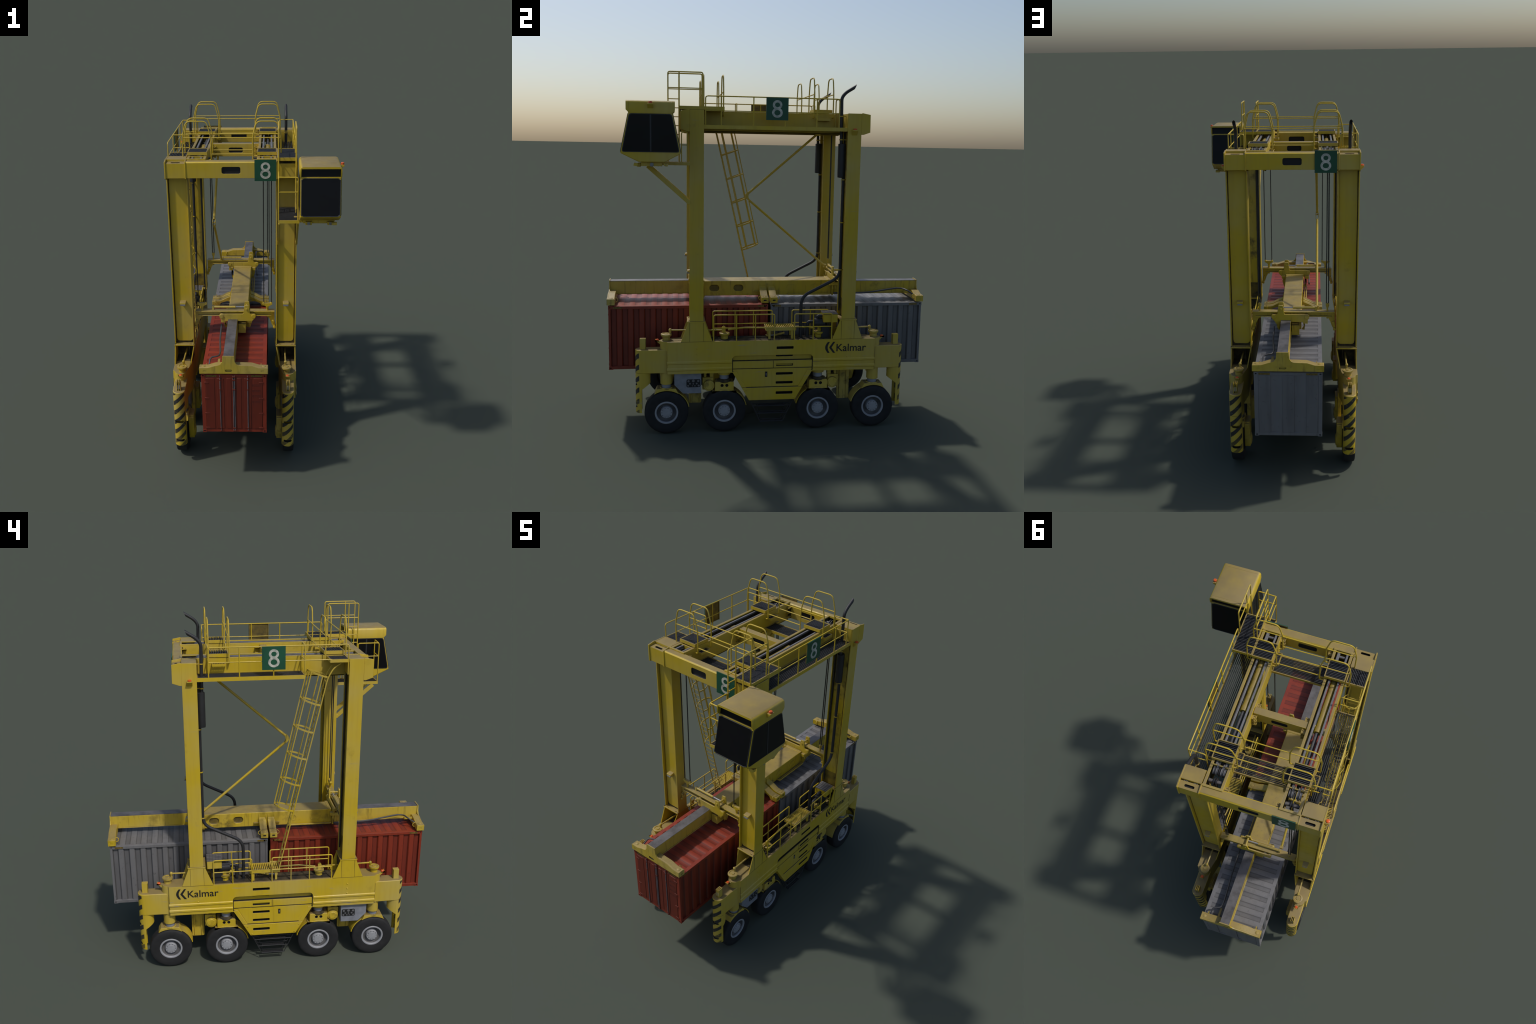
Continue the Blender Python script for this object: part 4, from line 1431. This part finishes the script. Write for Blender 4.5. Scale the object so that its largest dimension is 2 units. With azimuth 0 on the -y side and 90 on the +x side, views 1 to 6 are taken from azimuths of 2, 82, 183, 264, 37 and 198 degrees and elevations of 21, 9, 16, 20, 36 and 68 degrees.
        b.tube([(hx, k * 0.40, 0.752), (hx - k * 0.004, k * 0.60, 0.750), (XS + k * 0.082, k * 0.760, 0.770), (XS + k * 0.080, k * 0.800, 0.774)], 0.0052, 10, 0.05)
        b.tube([(XS + k * 0.080, k * 0.795, 0.774), (XS + k * 0.084, k * 0.835, 0.772), (XS + k * 0.132, k * 0.848, 0.770), (XS + k * 0.136, k * 0.885, 0.745)], 0.0045, 10, 0.018)
        make("hydraulic_hose", b, 'hose', sp)
        b = BS()
        b.box(k * 0.078, k * 0.090, min(k * 0.835, k * 0.889), max(k * 0.835, k * 0.889), 0.746, 0.756)
        make("hose_bracket", b, 'spreader', sp)
        # guard bar beside the main beam
        b = BS()
        X = k * 0.082
        b.tube([(k * 0.058, k * 0.125, 0.742), (X, k * 0.125, 0.742), (X, k * 0.385, 0.742), (k * 0.058, k * 0.385, 0.742)], 0.0040, 8, 0.008)
        b.tube([(k * 0.070, k * 0.13, 0.740), (k * 0.070, k * 0.38, 0.740)], 0.0030, 6)
        make("guard_bar", b, 'spreader', sp)
        yoke(sp, k)

def yoke(sp, k):
    """Cross yoke hanging in the ropes; its ends roll along the legs."""
    b = B(1, k)
    b.box(-0.236, 0.240, 0.4090, 0.4490, 0.8580, 0.8640)
    b.box(-0.236, 0.240, 0.4270, 0.4330, 0.8360, 0.8580)
    b.box(-0.222, 0.222, 0.4110, 0.4470, 0.8320, 0.8360)
    for s in (1, -1):
        b.prism([(s * 0.180, 0.8580), (s * 0.240, 0.8580), (s * 0.240, 0.775), (s * 0.226, 0.765), (s * 0.214, 0.800), (s * 0.198, 0.828)], 'y', 0.4255, 0.4345)
    yk = make("yoke", b, 'spreader', sp, bevel=0.001)
    for s in (1, -1):
        b = B(s, k)
        b.prism([(0.224, 0.803), (0.238, 0.806), (0.247, 0.755), (0.232, 0.745)], 'y', 0.4200, 0.4400)
        for x, z in ((0.231, 0.795), (0.239, 0.757)):
            b.tube([(x, 0.4120, z), (x, 0.4480, z)], 0.0080, 14)
        make("guide_roller", b, 'dirty', yk, bevel=0.001)
        # rope anchor
        b = B(s, k)
        if k < 0:
            b.prism([(GX - 0.030, 0.905), (GX - 0.028, 0.912), (GX + 0.028, 0.912), (GX + 0.030, 0.905), (GX + 0.008, 0.892), (GX - 0.008, 0.892)], 'y', 0.4220, 0.4380)
            b.lathe([(0.0065, 0.862), (0.0065, 0.880), (0.009, 0.884), (0.009, 0.893)], (GX, 0.430, 0), n=12)
            for d in (-0.023, 0.023):
                b.lathe([(0.006, 0.902), (0.006, 0.914), (0.004, 0.918)], (GX + d, 0.430, 0), n=10)
        else:
            b.lathe([(0.005, 0.862), (0.005, 0.884), (0.0095, 0.894), (0.0105, 0.912), (0.006, 0.914)], (GX, 0.430, 0), n=14)
        b.lathe([(0.003, 0.817), (0.0055, 0.824), (0.0055, 0.833)], (GX, 0.430, 0), n=10)
        make("rope_anchor", b, 'spreader', yk)
    # sliding carriage plates and the side-shift cylinder
    b = B(1, k, XS)
    plate = rounded([(-0.108, 0.846), (-0.108, 0.832), (-0.092, 0.806), (0.090, 0.806), (0.112, 0.832), (0.112, 0.846), (0.104, 0.8525), (0.076, 0.8530), (0.0710, 0.908), (0.0440, 0.908), (0.0370, 0.8530), (-0.100, 0.8525)], 0.006, 3)
    b.prism(plate, 'y', 0.4560, 0.4640)
    b.prism(plate, 'y', 0.3960, 0.4040)
    for dx in (-0.094, 0.098):
        b.tube([(dx, 0.392, 0.8380), (dx, 0.4680, 0.8380)], 0.0125, 18)
    b.tube([(0.0565, 0.392, 0.885), (0.0565, 0.4690, 0.885)], 0.0060, 12)
    for dx in (-0.085, 0.075):
        b.box(dx - 0.014, dx + 0.014, 0.378, 0.462, 0.796, 0.8160)
    ca = make("side_shift_carriage", b, 'spreader', yk, bevel=0.001)
    b = B(1, k, XS)
    for dx in (-0.075, 0.070):
        d = 1 if dx > 0 else -1
        b.prism([(dx - .006, 0.8), (dx + .006, 0.8), (dx + .006 + d * .010, 0.775), (dx + d * .004, 0.733), (dx - d * .012, 0.737), (dx - .006 + d * .002, 0.770)], 'y', 0.3930, 0.4020)
        b.prism([(dx - .006, 0.8), (dx + .006, 0.8), (dx + .006 + d * .010, 0.775), (dx + d * .004, 0.738), (dx - .006 + d * .002, 0.770)], 'y', 0.4080, 0.4160)
    make("carriage_clamp", b, 'dirty', ca)
    b = B(1, k, XS)
    b.tube([(-0.142, 0.420, 0.8800), (-0.012, 0.420, 0.8800)], 0.0072, 14)
    b.box(-0.154, -0.143, 0.412, 0.428, 0.8630, 0.8880)
    cy = make("shift_cylinder", b, 'spreader', yk)
    b = B(1, k, XS)
    b.tube([(-0.012, 0.420, 0.8800), (0.060, 0.420, 0.8800)], 0.0036, 10)
    make("cylinder_rod", b, 'chrome', cy)

# ================================================================== containers
def container(k, mat):
    """Twenty-foot box; k = -1 lies towards -y with doors, +1 towards +y with a ribbed end wall."""
    c = empty("shipping_container")
    c["label"] = ("red" if k < 0 else "grey") + " corrugated steel shipping container with corner castings"
    c["category"] = "cargo container"
    W, y0, y1, z0, z1 = 0.1800, 0.0085, 0.9230, 0.3320, 0.7060
    def BC(): return B(1, k, XS)
    # corrugated walls: trapezoid waves along both long sides
    n, dep = 14, 0.0085
    def wave(a, b, steps, depth):
        out = []
        p = (b - a) / steps
        for i in range(steps):
            s0 = a + i * p
            out += [(s0 + p * .06, 0), (s0 + p * .44, 0), (s0 + p * .56, -depth), (s0 + p * .94, -depth)]
        return out
    ya, yb = y0 + 0.014, y1 - 0.014
    side = wave(ya, yb, n, dep)
    Ws = W - 0.0035
    pts = [(Ws, ya)] + [(Ws + d, y) for y, d in side] + [(Ws, yb)]
    if k > 0:     # ribbed end wall
        ew = wave(W - 0.014, -W + 0.014, 3, 0.0040)
        pts += [(x, y1 - 0.0015 + d) for x, d in ew]
    pts += [(-Ws, yb)] + [(-Ws - d, y) for y, d in side[::-1]] + [(-Ws, ya)]
    b = BC()
    b.prism(pts, 'z', z0 + 0.010, z1 - 0.010)
    make("corrugated_wall", b, mat + "_wall", c, angle=20)
    # ribbed roof
    b = BC()
    rr = wave(y0 + 0.022, y1 - 0.022, n, 0.0024)
    prof = [(y0 + .006, z1 - 0.020), (y0 + 0.006, z1 - 0.0015)] + [(y, z1 - 0.0012 + d) for y, d in rr] + [(y1 - 0.006, z1 - 0.0015), (y1 - .006, z1 - 0.020)]
    b.prism(prof, 'x', -W + 0.020, W - 0.020)
    make("roof_panel", b, mat + "_roof", c, angle=20)
    b = BC()
    for s in (1, -1):
        a, q = sorted((s * W, s * (W - 0.0225)))
        b.box(a, q, y0 + 0.012, y1 - 0.012, z1 - 0.0185, z1 - 0.0015)
        a, q = sorted((s * W, s * (W - 0.012)))
        b.box(a, q, y0 + 0.012, y1 - 0.012, z0 + 0.002, z0 + 0.0200)
        for yy in (y0, y1 - 0.0135):
            a, q = sorted((s * W, s * (W - 0.0215)))
            b.box(a, q, yy, yy + 0.0135, z0 + 0.012, z1 - 0.012)
    for yy in (y0 + .001, y1 - 0.0135):
        b.box(-W + 0.02, W - 0.02, yy, yy + 0.0125, z1 - 0.020, z1 - 0.002)
        b.box(-W + 0.02, W - 0.02, yy, yy + 0.0125, z0 + 0.002, z0 + 0.0200)
    make("frame_rail", b, mat, c, bevel=0.001)
    for s in (1, -1):
        for yy in (y0, y1):
            for zz in (z0, z1):
                b = BC()
                a, q = sorted((s * (W + 0.0008), s * (W - 0.0215)))
                e = 1 if yy == y0 else -1
                p0, p1 = sorted((yy - e * 0.0008, yy + e * 0.0230))
                h0, h1 = (zz, zz + 0.0180) if zz == z0 else (zz - 0.0180, zz)
                b.box(a, q, p0, p1, h0, h1)
                cc = BC()
                zc = (h0 + h1) / 2
                cc.prism(rrect(yy + e * 0.0105, zc, 0.0095, 0.0065, 0.0032), 'x', s * (W - 0.006), s * (W + 0.01))
                cc.prism(rrect(s * (W - 0.0105), zc, 0.0095, 0.0065, 0.0032), 'y', yy + e * 0.006, yy - e * 0.01)
                make("corner_casting", b, mat, c, bevel=0.0008, cut=cc)
    b = BC()
    for s in (1, -1):
        for yy in (y0 + 0.036, y1 - 0.052):
            a, q = sorted((s * W, s * (W + 0.0008)))
            b.box(a, q, yy - 0.024, yy + 0.024, z1 - 0.0150, z1 - 0.0050)
    for xx in (-0.125, 0.125):
        b.box(xx - 0.030, xx + 0.030, y1 - 0.0012, y1 + 0.0006, z1 - 0.0150, z1 - 0.0050)
    make("hazard_label", b, 'tag', c)
    if k > 0:
        b = BC()
        for x in (-0.126, 0.0, 0.126):
            b.box(x - 0.031, x + 0.031, y1 - 0.0040, y1 + 0.0004, z0 + 0.0205, z1 - 0.0205)
        make("end_band_plate", b, mat + "_panel", c, bevel=0.0015)  # darker raised plates added to bring out the end wall's bands
    if k < 0:
        # double doors with locking bars, keepers and hinges
        for s in (1, -1):
            b = BC()
            a, q = sorted((s * 0.0015, s * 0.1585))
            b.box(a, q, y1 - 0.012, y1 + 0.0002, z0 + 0.021, z1 - 0.021)
            d = make("door", b, mat + "_door", c, bevel=0.001)
            b = BC()
            for u, w in ((0.020, 0.030), (0.060, 0.044), (0.1120, 0.054)):
                a, q = sorted((s * (u - 0.004), s * (u + w - 0.010)))
                b.prism([(a, z0 + 0.026), (q, z0 + 0.026), (q, z1 - 0.026), (a, z1 - 0.026)], 'y', y1 - 0.0010, y1 + 0.0018)
            make("door_panel", b, mat + "_door", d, bevel=0.001)
            b = BC()
            for u in (0.0040, 0.0765):
                b.tube([(s * u, y1 + 0.0035, z0 + 0.008), (s * u, y1 + 0.0035, z1 - 0.006)], 0.0021, 8)
            make("locking_bar", b, 'steel', d)
            b = BC()
            for u in (0.0040, 0.0765):
                for z in (z0 + .012, z0 + 0.030, z0 + 0.28, z1 - 0.034, z1 - 0.014):
                    b.box(s * u - 0.0042, s * u + 0.0042, y1 - 0.004, y1 + 0.0058, z - 0.004, z + 0.004)
            for z in (z0 + 0.030, z0 + 0.125, z0 + 0.222, z0 + 0.322):
                a, q = sorted((s * 0.1380, s * 0.1640))
                b.prism(rrect((a + q) / 2, z, q - a, 0.009, 0.003, 3), 'y', y1 - 0.004, y1 + 0.0028)
            make("door_fitting", b, mat + "_door", d, bevel=0.0008)
        b = BC()
        random.seed(3)
        for i, z in enumerate((0.640, 0.632, 0.605, 0.597, 0.572, 0.564, 0.536, 0.528)):
            x = 0.100
            while x < 0.146:
                w = random.uniform(0.003, 0.008)
                b.box(x, min(x + w, 0.148), y1 + 0.0010, y1 + 0.0022, z, z + 0.0045)
                x += w + 0.0025
        make("door_lettering", b, 'mark', c, kind="stuff")
    return c

# ================================================================== assembly
for s in (1, -1):
    B.skin_on = True
    sill = side_sill(s)
    logo(s, sill)
    B.skin_on = False
    hatch(s, sill)
    running_gear(s, sill)
    lower_rails(s, sill)
    for e in (1, -1):
        leg(s, e)
    girder(s)
    exhaust(s)
wheels()
for e in (1, -1):
    end_beam(e)
cross_beam()
step_overs()
side_walkways()
number_sign(0.2605, 0.0, 1.8170, 'x+')
number_sign(-0.4745, 0.0, 1.8170, 'x-')
number_sign(0.0825, -0.5160, 1.7490, 'y-')
number_sign(-0.2885, 0.5160, 1.7475, 'y+')
cab()
caged_ladder()
hoist()
spreader()
container(-1, 'red')
container(1, 'grey')
